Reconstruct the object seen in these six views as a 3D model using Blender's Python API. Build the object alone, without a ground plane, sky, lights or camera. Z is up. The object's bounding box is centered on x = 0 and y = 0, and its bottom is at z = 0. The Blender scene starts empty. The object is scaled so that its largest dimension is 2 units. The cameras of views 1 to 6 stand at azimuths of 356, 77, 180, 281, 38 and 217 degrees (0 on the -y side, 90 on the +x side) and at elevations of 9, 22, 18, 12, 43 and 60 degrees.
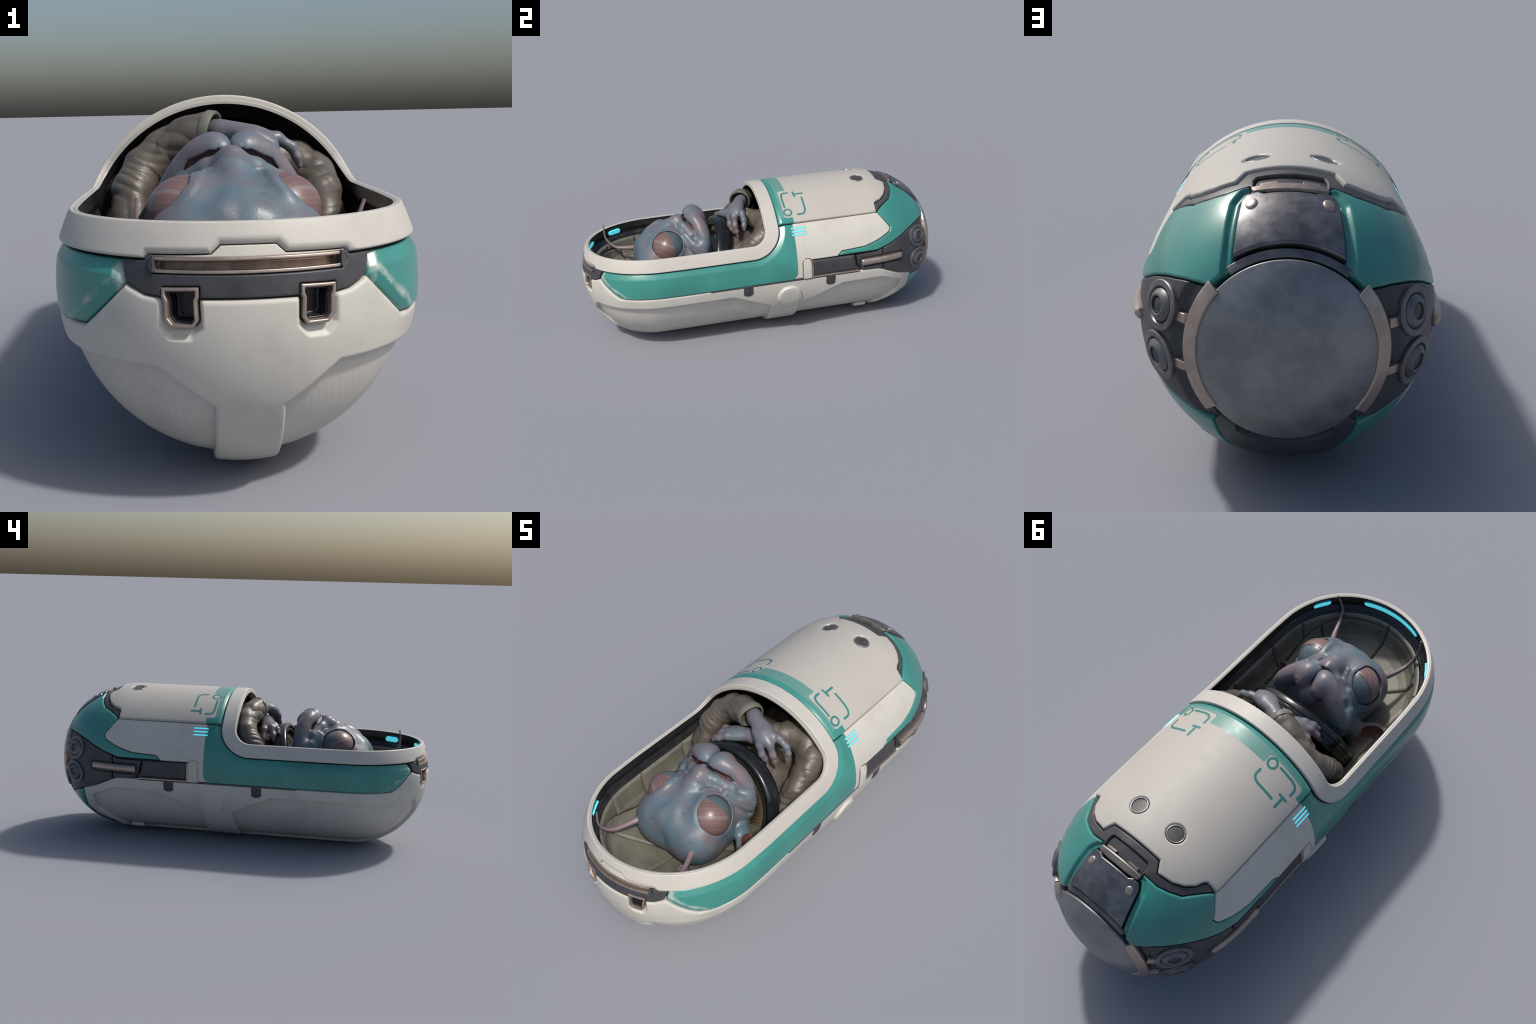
"""Space sleeping pod (capsule) with an alien infant asleep inside, built part by part.

The pod is a capsule-shaped hull.  Every outer panel is a piece of that hull cut out by
outline rules (signed distances in hull coordinates), raised or sunk along the hull normal,
with rounded edges and side walls.  The creature is built from smooth implicit bodies."""
import bpy, bmesh, math
import numpy as np

# ------------------------------------------------------------------ hull
R, ZC = 0.395, 0.395          # hull radius and axis height
YF, YB, LB, PB = -0.605, 0.57, 0.43, 2.1   # front cap centre, rear cap start, length, exponent
DEG = R * math.pi / 180.0     # metres of hull girth per degree


def hull_radius(y):
    y = np.asarray(y, float)
    f = np.clip((YF - y) / (1 + YF), 0, 1)
    b = np.clip((y - YB) / LB, 0, 1)
    return R * np.sqrt(np.clip(1 - f ** 2, 0, 1)) * np.clip(1 - b ** PB, 0, 1) ** (1 / PB)


def hull_normal(V):
    x, y, z = V[:, 0], V[:, 1], V[:, 2] - ZC
    r = np.maximum(np.hypot(x, z), 1e-9)
    f = np.clip((YF - y) / (1 + YF), 0, 1)
    b = np.clip((y - YB) / LB, 0, 1)
    gr = np.where(b > 0, np.clip(r / R, 0, 1.2) ** (PB - 1) / R, r / R ** 2)
    gy = np.where(b > 0, b ** (PB - 1) / LB, -f / (1 + YF))
    n = np.stack([gr * x / r, gy, gr * z / r], 1)
    return n / np.linalg.norm(n, axis=1, keepdims=True)


def squeeze(V):
    """the hull is a little narrower than high, most of all at the front cap"""
    V = np.array(V, float)
    t = np.clip((-0.45 - V[:, 1]) / 0.3, 0, 1)
    u = np.clip((V[:, 1] - 0.45) / 0.3, 0, 1)
    V[:, 0] *= 0.997 - 0.020 * t * t * (3 - 2 * t) - 0.012 * u * u * (3 - 2 * u)
    return V


def _profile(ds):
    a = np.linspace(0, 1, 6001)
    y = np.concatenate([YF - (1 + YF) * np.cos(a[:-1] * math.pi / 2), YF + a[:-1] * (YB - YF),
                        YB + LB * np.sin(a * math.pi / 2)])
    r = hull_radius(y)
    s = np.concatenate([[0], np.cumsum(np.hypot(np.diff(y), np.diff(r)))])
    n = int(s[-1] / ds)
    t = np.linspace(0, s[-1], n + 1)
    return np.interp(t, s, y), np.interp(t, s, r), s, y


def hull_grid(ds=0.0045, y0=-1.0, y1=1.0, a0=-180.0, a1=180.0):
    """triangulated piece of the hull; a = degrees around from the top, + towards +x"""
    yy, rr, _, _ = _profile(ds)
    k = (yy >= y0 - ds) & (yy <= y1 + ds)
    yy, rr = yy[k], rr[k]
    full = (a1 - a0) >= 359.9
    na = max(8, int((a1 - a0) * DEG / ds))
    aa = np.radians(np.linspace(a0, a1, na + 1))
    if full:
        aa = aa[:-1]
    m, n = len(yy), len(aa)
    Y, A = np.meshgrid(yy, aa, indexing='ij')
    Rr = np.repeat(np.maximum(rr, 1e-4)[:, None], n, 1)
    V = np.stack([Rr * np.sin(A), Y, ZC + Rr * np.cos(A)], -1).reshape(-1, 3)
    i, j = np.meshgrid(np.arange(m - 1), np.arange(n if full else n - 1), indexing='ij')
    a = i * n + j
    b = i * n + (j + 1) % n
    c, d = b + n, a + n
    odd = ((i + j) % 2 == 0).ravel()
    a, b, c, d = a.ravel(), b.ravel(), c.ravel(), d.ravel()
    T = np.concatenate([np.where(odd[:, None], np.stack([a, b, c], 1), np.stack([a, b, d], 1)),
                        np.where(odd[:, None], np.stack([a, c, d], 1), np.stack([b, c, d], 1))])
    return V, T


# ------------------------------------------------------------------ coordinates and outlines
def C(V):
    """hull coordinates: |x|, y, z, girth w from the top (true angle), wz (girth from height only)"""
    ax = np.abs(V[:, 0])
    dz = V[:, 2] - ZC
    return dict(x=ax, sx=V[:, 0], y=V[:, 1], z=V[:, 2], w=R * np.arctan2(ax, dz),
                sw=R * np.arctan2(V[:, 0], dz), r=np.hypot(ax, V[:, 2] - 0.405),
                ang=np.degrees(np.arctan2(ax, V[:, 2] - 0.405)),
                wz=R * np.arccos(np.clip(dz / R, -1, 1)))


def poly(u, v, pts, rnd=0.0, grow=0.0):
    """signed distance to a closed polygon in hull coordinates u, v ('w' given in degrees)"""
    P = np.array(pts, float)
    if u in ('w', 'sw', 'wz'):
        P[:, 0] *= DEG
    if v in ('w', 'sw', 'wz'):
        P[:, 1] *= DEG

    def F(V):
        c = C(V)
        p = np.stack([c[u], c[v]], 1)
        d = np.full(len(p), 1e9)
        s = np.ones(len(p))
        for k in range(len(P)):
            a, b = P[k], P[k - 1]
            e = b - a
            q = p - a
            t = np.clip(q @ e / (e @ e), 0, 1)
            d = np.minimum(d, ((q - t[:, None] * e) ** 2).sum(1))
            c1 = p[:, 1] >= a[1]
            c2 = p[:, 1] < b[1]
            c3 = e[0] * q[:, 1] > e[1] * q[:, 0]
            s = np.where((c1 & c2 & c3) | (~c1 & ~c2 & ~c3), -s, s)
        return s * np.sqrt(d) - rnd - grow
    return F


def line(u, v, a, b):
    """half plane in coordinates u,v: negative to the right of the direction a->b"""
    a = np.array(a, float); b = np.array(b, float)
    for k, q in enumerate((u, v)):
        if q in ('w', 'sw', 'wz'):
            a[k] *= DEG; b[k] *= DEG
    e = (b - a) / np.linalg.norm(b - a)

    def F(V):
        c = C(V)
        return (c[v] - a[1]) * e[0] - (c[u] - a[0]) * e[1]
    return F


def upto(u, val):
    if u in ('w', 'sw', 'wz'):
        val = val * DEG
    return lambda V: C(V)[u] - val


def beyond(u, val):
    if u in ('w', 'sw', 'wz'):
        val = val * DEG
    return lambda V: val - C(V)[u]


def out(F, g=0.0):
    return lambda V: g - F(V)


def grow(F, g):
    return lambda V: F(V) - g


def both(*Fs):
    return lambda V: np.max([F(V) for F in Fs], axis=0)


def either(*Fs):
    return lambda V: np.min([F(V) for F in Fs], axis=0)


def opening(V):
    """negative in the cockpit opening; level sets run parallel to the opening's edge"""
    c = C(V)
    r = 0.085
    a, b = c['y'] + 0.031 + r, c['wz'] - 0.450 + r
    return np.minimum(np.maximum(a, b), 0) + np.hypot(np.maximum(a, 0), np.maximum(b, 0)) - r


right_half = lambda V: -V[:, 0]


# ------------------------------------------------------------------ mesh cutting
def compact(V, T):
    u, inv = np.unique(T, return_inverse=True)
    return V[u], inv.reshape(-1, 3)


def cut(V, T, F):
    """insert the zero line of F into the mesh; returns V, T, values"""
    f = F(V)
    f = np.where(np.abs(f) < 1e-7, 1e-7, f)
    s = f > 0
    k = s[T].sum(1)
    mix = (k == 1) | (k == 2)
    M = T[mix]
    if len(M) == 0:
        return V, T, f
    sm = s[M]
    lone = np.where(sm.sum(1) == 1, np.argmax(sm, 1), np.argmin(sm, 1))
    i = np.arange(len(M))
    a, b, c = M[i, lone], M[i, (lone + 1) % 3], M[i, (lone + 2) % 3]
    e = np.concatenate([np.stack([a, b], 1), np.stack([a, c], 1)])
    e.sort(axis=1)
    ue, inv = np.unique(e, axis=0, return_inverse=True)
    inv = inv.ravel()
    p, q = V[ue[:, 0]], V[ue[:, 1]]
    f0, f1 = f[ue[:, 0]], f[ue[:, 1]]
    t0, t1 = np.zeros(len(ue)), np.ones(len(ue))
    for _ in range(3):                       # false position
        t = t0 + (t1 - t0) * np.clip(f0 / (f0 - f1), 0.02, 0.98)
        fm = F(p + (q - p) * t[:, None])
        left = (fm > 0) == (f0 > 0)
        t0, f0 = np.where(left, t, t0), np.where(left, fm, f0)
        t1, f1 = np.where(left, t1, t), np.where(left, f1, fm)
    t = np.clip(t0 + (t1 - t0) * f0 / (f0 - f1 + 1e-20), .04, .96)
    N = p + (q - p) * t[:, None]
    ab = inv[:len(M)] + len(V)
    ac = inv[len(M):] + len(V)
    T2 = np.concatenate([T[~mix], np.stack([a, ab, ac], 1), np.stack([ab, b, c], 1), np.stack([ab, c, ac], 1)])
    return np.concatenate([V, N]), T2, np.concatenate([f, np.zeros(len(N))])


def keep_inside(V, T, F):
    fv = F(V)
    T = T[(fv[T].min(1) < 0)]
    if len(T) == 0:
        return V[:0], T
    V, T = compact(V, T)
    V, T, f = cut(V, T, F)
    T = T[f[T].sum(1) < 0]
    return compact(V, T) if len(T) else (V[:0], T)


# ------------------------------------------------------------------ blender objects
def link(o, parent=None):
    bpy.context.scene.collection.objects.link(o)
    if parent:
        o.parent = parent
    return o


def mesh_object(name, V, T, mat, parent, smooth=35.0, weld=0.00002):
    me = bpy.data.meshes.new(name)
    if len(V) and isinstance(T, np.ndarray):
        me.vertices.add(len(V))
        me.vertices.foreach_set('co', np.asarray(V, np.float32).ravel())
        k = T.shape[1]
        me.loops.add(len(T) * k)
        me.loops.foreach_set('vertex_index', T.astype(np.int32).ravel())
        me.polygons.add(len(T))
        me.polygons.foreach_set('loop_start', np.arange(0, len(T) * k, k, dtype=np.int32))
        me.update(calc_edges=True)
    else:
        me.from_pydata([tuple(v) for v in V], [], [tuple(t) for t in T])
    me.validate()
    if weld:
        bm = bmesh.new(); bm.from_mesh(me)
        bmesh.ops.remove_doubles(bm, verts=bm.verts, dist=weld)
        bm.to_mesh(me); bm.free()
    me.polygons.foreach_set('use_smooth', np.ones(len(me.polygons), bool))
    if smooth < 179:
        me.set_sharp_from_angle(angle=math.radians(smooth))
    me.materials.append(mat)
    o = bpy.data.objects.new(name, me)
    return link(o, parent)


_grids = {}


def grid(ds=0.0045, *a):
    k = (ds,) + a
    if k not in _grids:
        _grids[k] = hull_grid(ds, *a)
    return _grids[k]


def panel(name, mat, parent, fields, paint=(), base=None, top=0.0, bevel=0.005, drop=0.006, gap=0.0012,
          shape='round', extra=None, skirt=0.014, mirror=False, smooth=38.0, inward=False, remap=None):
    """one hull panel: cut from the hull by outline fields (edges rounded) and paint fields (edges flush)"""
    V, T = base if base is not None else grid()
    edges = [grow(F, -gap) for F in fields]
    fs = list(edges) + list(paint)
    if mirror:
        fs.append(right_half)
    for F in fs:
        V, T = keep_inside(V, T, F)
        if len(T) == 0:
            print('EMPTY PANEL', name); return []
    D = both(*edges) if edges else None
    if D is not None and bevel > 0:
        for lv in ((0.3, 0.65, 1.0) if shape == 'round' else (1.0,)):
            V, T, _ = cut(V, T, lambda X: D(X) + bevel * lv)
    V, T = compact(V, T)
    N = hull_normal(V)
    h = np.full(len(V), float(top))
    if D is not None and bevel > 0:
        t = np.clip(1 + D(V) / bevel, 0, 1)
        h -= drop * ((1 - np.sqrt(np.maximum(1 - t * t, 0))) if shape == 'round' else t)
    if extra is not None:
        h += extra(V)
    W = V + N * h[:, None] if remap is None else remap(V, h)
    if skirt:
        E = np.concatenate([T[:, [0, 1]], T[:, [1, 2]], T[:, [2, 0]]])
        S = np.sort(E, 1)
        u, idx, cnt = np.unique(S, axis=0, return_index=True, return_counts=True)
        B = E[idx[cnt == 1]]
        ub, inv = np.unique(B, return_inverse=True)
        inv = inv.reshape(-1, 2) + len(W)
        low = W[ub] - N[ub] * (skirt * (-1 if inward else 1))
        W = np.concatenate([W, low])
        T = np.concatenate([T, np.stack([B[:, 1], B[:, 0], inv[:, 0]], 1), np.stack([B[:, 1], inv[:, 0], inv[:, 1]], 1)])
    W = squeeze(W)
    if inward:
        T = T[:, ::-1]
    # grids come out with inward winding -> flip so that faces look outwards
    T = T[:, ::-1]
    res = [mesh_object(name, W, T, mat, parent, smooth)]
    if mirror:
        res.append(mesh_object(name, W * [-1, 1, 1], T[:, ::-1], mat, parent, smooth))
    return res


# ------------------------------------------------------------------ implicit bodies
def net(F, lo, hi, res):
    """surface nets on a signed distance function (coarse pass first), vertices pulled onto the surface"""
    lo, hi = np.array(lo, float), np.array(hi, float)
    cs = 4
    n = (np.ceil((hi - lo) / (res * cs)).astype(int) + 1)
    ax = [lo[k] + np.arange(n[k]) * res * cs + res * cs * 0.5 - res * 0.5 for k in range(3)]
    G = np.stack(np.meshgrid(*ax, indexing='ij'), -1).reshape(-1, 3)
    dc = F(G).reshape(n)
    D = np.repeat(np.repeat(np.repeat(dc, cs, 0), cs, 1), cs, 2).astype(np.float32)
    near = np.abs(D) < res * cs * 1.6
    ii = np.argwhere(near)
    D[near] = F(lo + ii * res)
    s = D > 0
    cells = np.zeros(np.array(s.shape) - 1, np.int8)
    for dx in (0, 1):
        for dy in (0, 1):
            for dz in (0, 1):
                cells += s[dx:s.shape[0] - 1 + dx, dy:s.shape[1] - 1 + dy, dz:s.shape[2] - 1 + dz]
    act = np.argwhere((cells > 0) & (cells < 8))
    idx = np.full(cells.shape, -1, np.int64)
    idx[tuple(act.T)] = np.arange(len(act))
    acc = np.zeros((len(act), 3)); cnt = np.zeros(len(act))
    corners = [(a, b, c) for a in (0, 1) for b in (0, 1) for c in (0, 1)]
    for a in range(8):
        for b in range(a + 1, 8):
            ca, cb = np.array(corners[a]), np.array(corners[b])
            if np.abs(ca - cb).sum() != 1:
                continue
            fa, fb = D[tuple((act + ca).T)], D[tuple((act + cb).T)]
            x = (fa > 0) != (fb > 0)
            t = np.where(x, fa / np.where(x, fa - fb, 1), 0)
            acc[x] += (ca + (cb - ca) * t[:, None])[x]
            cnt[x] += 1
    V = lo + (act + acc / np.maximum(cnt, 1)[:, None]) * res
    Q = []
    for k in range(3):
        e = np.zeros(3, int); e[k] = 1
        sl = [slice(1, -1)] * 3
        o1, o2 = np.zeros(3, int), np.zeros(3, int)
        o1[(k + 1) % 3] = 1; o2[(k + 2) % 3] = 1
        A = s[:-1 if k == 0 else None, :-1 if k == 1 else None, :-1 if k == 2 else None]
        Bs = s[1 if k == 0 else 0:, 1 if k == 1 else 0:, 1 if k == 2 else 0:]
        p = np.argwhere(A != Bs)
        sgn = A[tuple(p.T)]
        ok = np.all(p - o1 - o2 >= 0, 1) & np.all(p < np.array(cells.shape), 1)
        p, sgn = p[ok], sgn[ok]
        q = np.stack([idx[tuple(p.T)], idx[tuple((p - o1).T)], idx[tuple((p - o1 - o2).T)], idx[tuple((p - o2).T)]], 1)
        q = np.where(sgn[:, None], q[:, ::-1], q)
        Q.append(q[(q >= 0).all(1)])
    Q = np.concatenate(Q)
    h = res * 0.35
    for it in range(3):
        g = np.stack([F(V + h * np.eye(3)[k]) - F(V - h * np.eye(3)[k]) for k in range(3)], 1) / (2 * h)
        d = F(V)
        st = -g * (d / np.maximum((g ** 2).sum(1), 0.2))[:, None]
        ln = np.linalg.norm(st, axis=1, keepdims=True)
        V = V + st * np.minimum(1, res * 0.6 / np.maximum(ln, 1e-9))
    return V, Q


def smin(a, b, k):
    h = np.clip(0.5 + 0.5 * (b - a) / k, 0, 1)
    return b * (1 - h) + a * h - k * h * (1 - h)


def smax(a, b, k):
    return -smin(-a, -b, k)


def ell(p, c, r, rot=None):
    q = p - np.array(c)
    if rot is not None:
        q = q @ rot
    r = np.array(r, float)
    k0 = np.linalg.norm(q / r, axis=1)
    k1 = np.linalg.norm(q / (r * r), axis=1)
    return k0 * (k0 - 1) / np.maximum(k1, 1e-6)


def cone(p, a, b, ra, rb):
    a, b = np.array(a, float), np.array(b, float)
    e = b - a
    t = np.clip((p - a) @ e / (e @ e), 0, 1)
    return np.linalg.norm(p - a - t[:, None] * e, axis=1) - (ra + (rb - ra) * t)


def chain(p, pts, k=0.01):
    """smooth chain of tapered capsules; pts = (x,y,z,radius)"""
    d = None
    for a, b in zip(pts[:-1], pts[1:]):
        c = cone(p, a[:3], b[:3], a[3], b[3])
        d = c if d is None else smin(d, c, k)
    return d


def rot_xyz(x=0, y=0, z=0):
    from mathutils import Euler
    return np.array(Euler((math.radians(x), math.radians(y), math.radians(z))).to_matrix())


def catmull(pts, n=12):
    P = np.array(pts, float)
    Q = np.vstack([2 * P[0] - P[1], P, 2 * P[-1] - P[-2]])
    o = []
    for i in range(1, len(Q) - 2):
        for t in np.linspace(0, 1, n, endpoint=False):
            a, b, c, d = Q[i - 1], Q[i], Q[i + 1], Q[i + 2]
            o.append(0.5 * (2 * b + (c - a) * t + (2 * a - 5 * b + 4 * c - d) * t * t + (3 * b - a - 3 * c + d) * t ** 3))
    o.append(P[-1])
    return np.array(o)


def tube(path, radii, seg=14):
    P = np.array(path, float)
    n = len(P)
    tg = np.gradient(P, axis=0)
    tg /= np.linalg.norm(tg, axis=1, keepdims=True)
    ref = np.array([0.3, 0.2, 1.0])
    V, F = [], []
    for i in range(n):
        a = np.cross(tg[i], ref); a /= np.linalg.norm(a)
        b = np.cross(tg[i], a)
        for k in range(seg):
            t = 2 * math.pi * k / seg
            V.append(P[i] + radii[i] * (a * math.cos(t) + b * math.sin(t)))
    for i in range(n - 1):
        for k in range(seg):
            k2 = (k + 1) % seg
            F.append((i * seg + k, i * seg + k2, (i + 1) * seg + k2, (i + 1) * seg + k))
    F.append(tuple(range(seg)))
    F.append(tuple(reversed(range((n - 1) * seg, n * seg))))
    return V, F


def lathe(profile, seg=96):
    """closed profile of (radius, height) turned around the local z axis"""
    V, F = [], []
    m = len(profile)
    for k in range(seg):
        t = 2 * math.pi * k / seg
        for r, h in profile:
            V.append((r * math.cos(t), r * math.sin(t), h))
    for k in range(seg):
        k2 = (k + 1) % seg
        for i in range(m):
            i2 = (i + 1) % m
            F.append((k * m + i, k2 * m + i, k2 * m + i2, k * m + i2))
    return V, F


# ------------------------------------------------------------------ materials
class Nodes:
    def __init__(self, name):
        self.m = bpy.data.materials.new(name)
        self.m.use_nodes = True
        self.t = self.m.node_tree
        self.b = self.t.nodes['Principled BSDF']
        self.co = self.n('ShaderNodeTexCoord').outputs['Object']

    def n(self, t, **kw):
        nd = self.t.nodes.new(t)
        for k, v in kw.items():
            setattr(nd, k, v)
        return nd

    def put(self, s, v):
        if isinstance(v, bpy.types.NodeSocket):
            self.t.links.new(v, s)
        elif v is not None:
            s.default_value = v if not isinstance(v, tuple) or len(v) != 3 or s.type != 'RGBA' else (*v, 1)

    def math(self, op, a, b=None, c=None, clamp=False):
        nd = self.n('ShaderNodeMath', operation=op, use_clamp=clamp)
        for i, v in enumerate((a, b, c)):
            if v is not None:
                self.put(nd.inputs[i], v)
        return nd.outputs[0]

    def vec(self, op, a, b=None, scale=None):
        nd = self.n('ShaderNodeVectorMath', operation=op)
        self.put(nd.inputs[0], a)
        if b is not None:
            self.put(nd.inputs[1], b)
        if scale is not None:
            self.put(nd.inputs['Scale'], scale)
        return nd.outputs['Value'] if op in ('LENGTH', 'DOT_PRODUCT', 'DISTANCE') else nd.outputs['Vector']

    def noise(self, scale, detail=4, rough=0.55, vector=None, dist=0.0):
        nd = self.n('ShaderNodeTexNoise')
        self.put(nd.inputs['Vector'], vector or self.co)
        nd.inputs['Scale'].default_value = scale
        nd.inputs['Detail'].default_value = detail
        nd.inputs['Roughness'].default_value = rough
        nd.inputs['Distortion'].default_value = dist
        return nd.outputs['Fac']

    def ramp(self, v, a, b, lo=0.0, hi=1.0):
        nd = self.n('ShaderNodeMapRange', interpolation_type='SMOOTHSTEP')
        self.put(nd.inputs['Value'], v)
        for k, x in zip(('From Min', 'From Max', 'To Min', 'To Max'), (a, b, lo, hi)):
            nd.inputs[k].default_value = x
        return nd.outputs[0]

    def mix(self, f, a, b):
        nd = self.n('ShaderNodeMix', data_type='RGBA')
        self.put(nd.inputs[0], f)
        self.put(nd.inputs[6], a)
        self.put(nd.inputs[7], b)
        return nd.outputs[2]

    def axes(self):
        s = self.n('ShaderNodeSeparateXYZ')
        self.put(s.inputs[0], self.co)
        return s.outputs

    def mirrored(self):
        """object coordinates with |x|"""
        x, y, z = self.axes()
        c = self.n('ShaderNodeCombineXYZ')
        self.put(c.inputs[0], self.math('ABSOLUTE', x))
        self.put(c.inputs[1], y); self.put(c.inputs[2], z)
        return c.outputs[0]

    def blob(self, centre, radii, rot=(0, 0, 0), soft=0.6, vector=None):
        """1 inside an ellipsoid, fading to 0 at its border"""
        mp = self.n('ShaderNodeMapping', vector_type='TEXTURE')
        self.put(mp.inputs['Vector'], vector or self.co)
        mp.inputs['Location'].default_value = centre
        mp.inputs['Rotation'].default_value = [math.radians(a) for a in rot]
        mp.inputs['Scale'].default_value = radii
        return self.ramp(self.vec('LENGTH', mp.outputs[0]), 1 - soft, 1.0, 1.0, 0.0)

    def bump(self, h, strength=0.2, dist=0.004):
        nd = self.n('ShaderNodeBump')
        nd.inputs['Strength'].default_value = strength
        nd.inputs['Distance'].default_value = dist
        self.put(nd.inputs['Height'], h)
        self.put(self.b.inputs['Normal'], nd.outputs[0])

    def done(self, color=None, rough=0.5, metal=0.0, **kw):
        self.put(self.b.inputs['Base Color'], color)
        self.put(self.b.inputs['Roughness'], rough)
        self.put(self.b.inputs['Metallic'], metal)
        for k, v in kw.items():
            self.put(self.b.inputs[k.replace('_', ' ')], v)
        return self.m


def paint_material(name, col, dirt, rough=0.38, amount=0.5, metal=0.0, bump=0.04, scale=7.0, **kw):
    m = Nodes(name)
    big = m.ramp(m.noise(scale, 6, 0.65), 0.45, 0.75)
    fine = m.ramp(m.noise(scale * 9, 5, 0.7), 0.5, 0.72)
    f = m.math('MULTIPLY', m.math('MULTIPLY_ADD', fine, 0.5, 0.5), m.math('MULTIPLY', big, amount))
    c = m.mix(f, col, dirt)
    r = m.math('MULTIPLY_ADD', m.noise(scale * 3, 5, 0.6), 0.22, rough - 0.11)
    if bump:
        m.bump(m.noise(260, 3, 0.6), bump, 0.002)
    return m.done(c, r, metal, **kw)


WHITE = (0.525, 0.51, 0.462)
TEAL = (0.040, 0.208, 0.184)


def teal_material(name, wear_front=True):
    m = Nodes(name)
    x, y, z = m.axes()
    ax = m.math('ABSOLUTE', x)
    n1 = m.noise(16, 7, 0.72)
    n2 = m.noise(70, 4, 0.7)
    streak = m.n('ShaderNodeMapping'); m.put(streak.inputs[0], m.co); streak.inputs['Scale'].default_value = (30, 5, 60)
    n3 = m.noise(4.0, 5, 0.7, streak.outputs[0])
    base = m.mix(m.ramp(m.noise(5, 5), 0.35, 0.7), TEAL, (0.045, 0.26, 0.225))
    base = m.mix(m.math('MULTIPLY', m.ramp(n2, 0.68, 0.76), 0.22), base, (0.02, 0.11, 0.10))
    wear = None
    if wear_front:
        # scuffed front corner: along the slanting cut and beside the dark plate
        d1 = m.math('MULTIPLY_ADD', m.math('SUBTRACT', ax, 0.232), 0.733, m.math('MULTIPLY', m.math('SUBTRACT', z, 0.447), 0.68))
        d2 = m.math('SUBTRACT', ax, 0.228)
        d3 = m.math('SUBTRACT', z, 0.352)
        front = m.ramp(y, -0.74, -0.66, 1, 0)
        k1 = m.math('MULTIPLY', m.ramp(m.math('ABSOLUTE', m.math('SUBTRACT', d1, 0.020)), 0.0, 0.022, 1, 0), front)
        k2 = m.math('MULTIPLY', m.ramp(d2, 0.0, 0.05, 1, 0), front)
        k3 = m.ramp(d3, 0.0, 0.022, 0.55, 0)
        # crease line below the rim
        k4 = m.math('MULTIPLY', m.ramp(m.math('ABSOLUTE', m.math('SUBTRACT', z, 0.468)), 0.0, 0.010, 0.5, 0), m.ramp(y, -0.02, 0.0, 1, 0))
        k = m.math('MAXIMUM', m.math('MAXIMUM', k1, k2), m.math('MAXIMUM', k3, k4))
        wear = m.ramp(m.math('MULTIPLY_ADD', n1, 1.0, m.math('MULTIPLY', k, 0.42)), 0.79, 1.05)
    else:
        # rear shells: rubbed along the lower rear edge
        kr = m.math('MULTIPLY', m.math('MULTIPLY', m.ramp(z, 0.545, 0.60, 1, 0), m.ramp(z, 0.46, 0.52)), m.ramp(y, 0.72, 0.86))
        wear = m.ramp(m.math('MULTIPLY_ADD', n1, 1.0, m.math('MULTIPLY', kr, 0.36)), 0.80, 1.0)
    c = m.mix(m.math('MULTIPLY', wear, 0.7), base, (0.52, 0.54, 0.50))
    m.bump(m.noise(240, 3, 0.6), 0.04, 0.002)
    return m.done(c, m.math('MULTIPLY_ADD', m.noise(6, 3), 0.2, 0.20), 0.0, Coat_Weight=0.2, Coat_Roughness=0.2)


def metal_material(name, col, dark, rough, metal, scale=12, spec=0.5):
    m = Nodes(name)
    n = m.noise(scale, 8, 0.68)
    c = m.mix(m.ramp(n, 0.35, 0.68), dark, col)
    m.bump(m.noise(150, 4, 0.6), 0.05, 0.002)
    r = m.math('MULTIPLY_ADD', m.noise(scale * 2, 6, 0.6), 0.3, rough - 0.15)
    return m.done(c, r, metal, Specular_IOR_Level=spec)


def glow_material(name, col, strength):
    m = Nodes(name)
    w = m.n('ShaderNodeTexWave', wave_type='BANDS', bands_direction='DIAGONAL')
    m.put(w.inputs['Vector'], m.co); w.inputs['Scale'].default_value = 60
    c = m.mix(m.ramp(w.outputs['Fac'], 0.2, 0.8), col, tuple(min(1, k * 1.12 + 0.02) for k in col))
    return m.done(c, 0.4, 0.0, Emission_Color=c, Emission_Strength=strength)


def leather_material(name, col, dark, rough, seam_scale=90):
    m = Nodes(name)
    v = m.n('ShaderNodeTexVoronoi', feature='DISTANCE_TO_EDGE')
    m.put(v.inputs['Vector'], m.co); v.inputs['Scale'].default_value = seam_scale
    f = m.noise(9, 6, 0.65)
    c = m.mix(m.ramp(f, 0.3, 0.7), dark, col)
    m.bump(m.math('ADD', m.math('MULTIPLY', m.ramp(v.outputs[0], 0, 0.12), 0.4), m.noise(60, 4)), 0.18, 0.003)
    return m.done(c, m.math('MULTIPLY_ADD', f, 0.25, rough - 0.12))


def weave_material(name):
    m = Nodes(name)
    bk = m.n('ShaderNodeTexBrick')
    m.put(bk.inputs['Vector'], m.co)
    bk.inputs['Scale'].default_value = 45
    bk.inputs['Color1'].default_value = (0.17, 0.125, 0.075, 1)
    bk.inputs['Color2'].default_value = (0.12, 0.088, 0.05, 1)
    bk.inputs['Mortar'].default_value = (0.07, 0.05, 0.03, 1)
    bk.inputs['Mortar Size'].default_value = 0.03
    m.bump(bk.outputs['Fac'], -0.3, 0.003)
    return m.done(bk.outputs['Color'], 0.75)


SKIN_BLUE, SKIN_DEEP, SKIN_PINK, SKIN_MAUVE = (0.094, 0.147, 0.182), (0.066, 0.092, 0.108), (0.200, 0.122, 0.125), (0.130, 0.126, 0.146)


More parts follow.
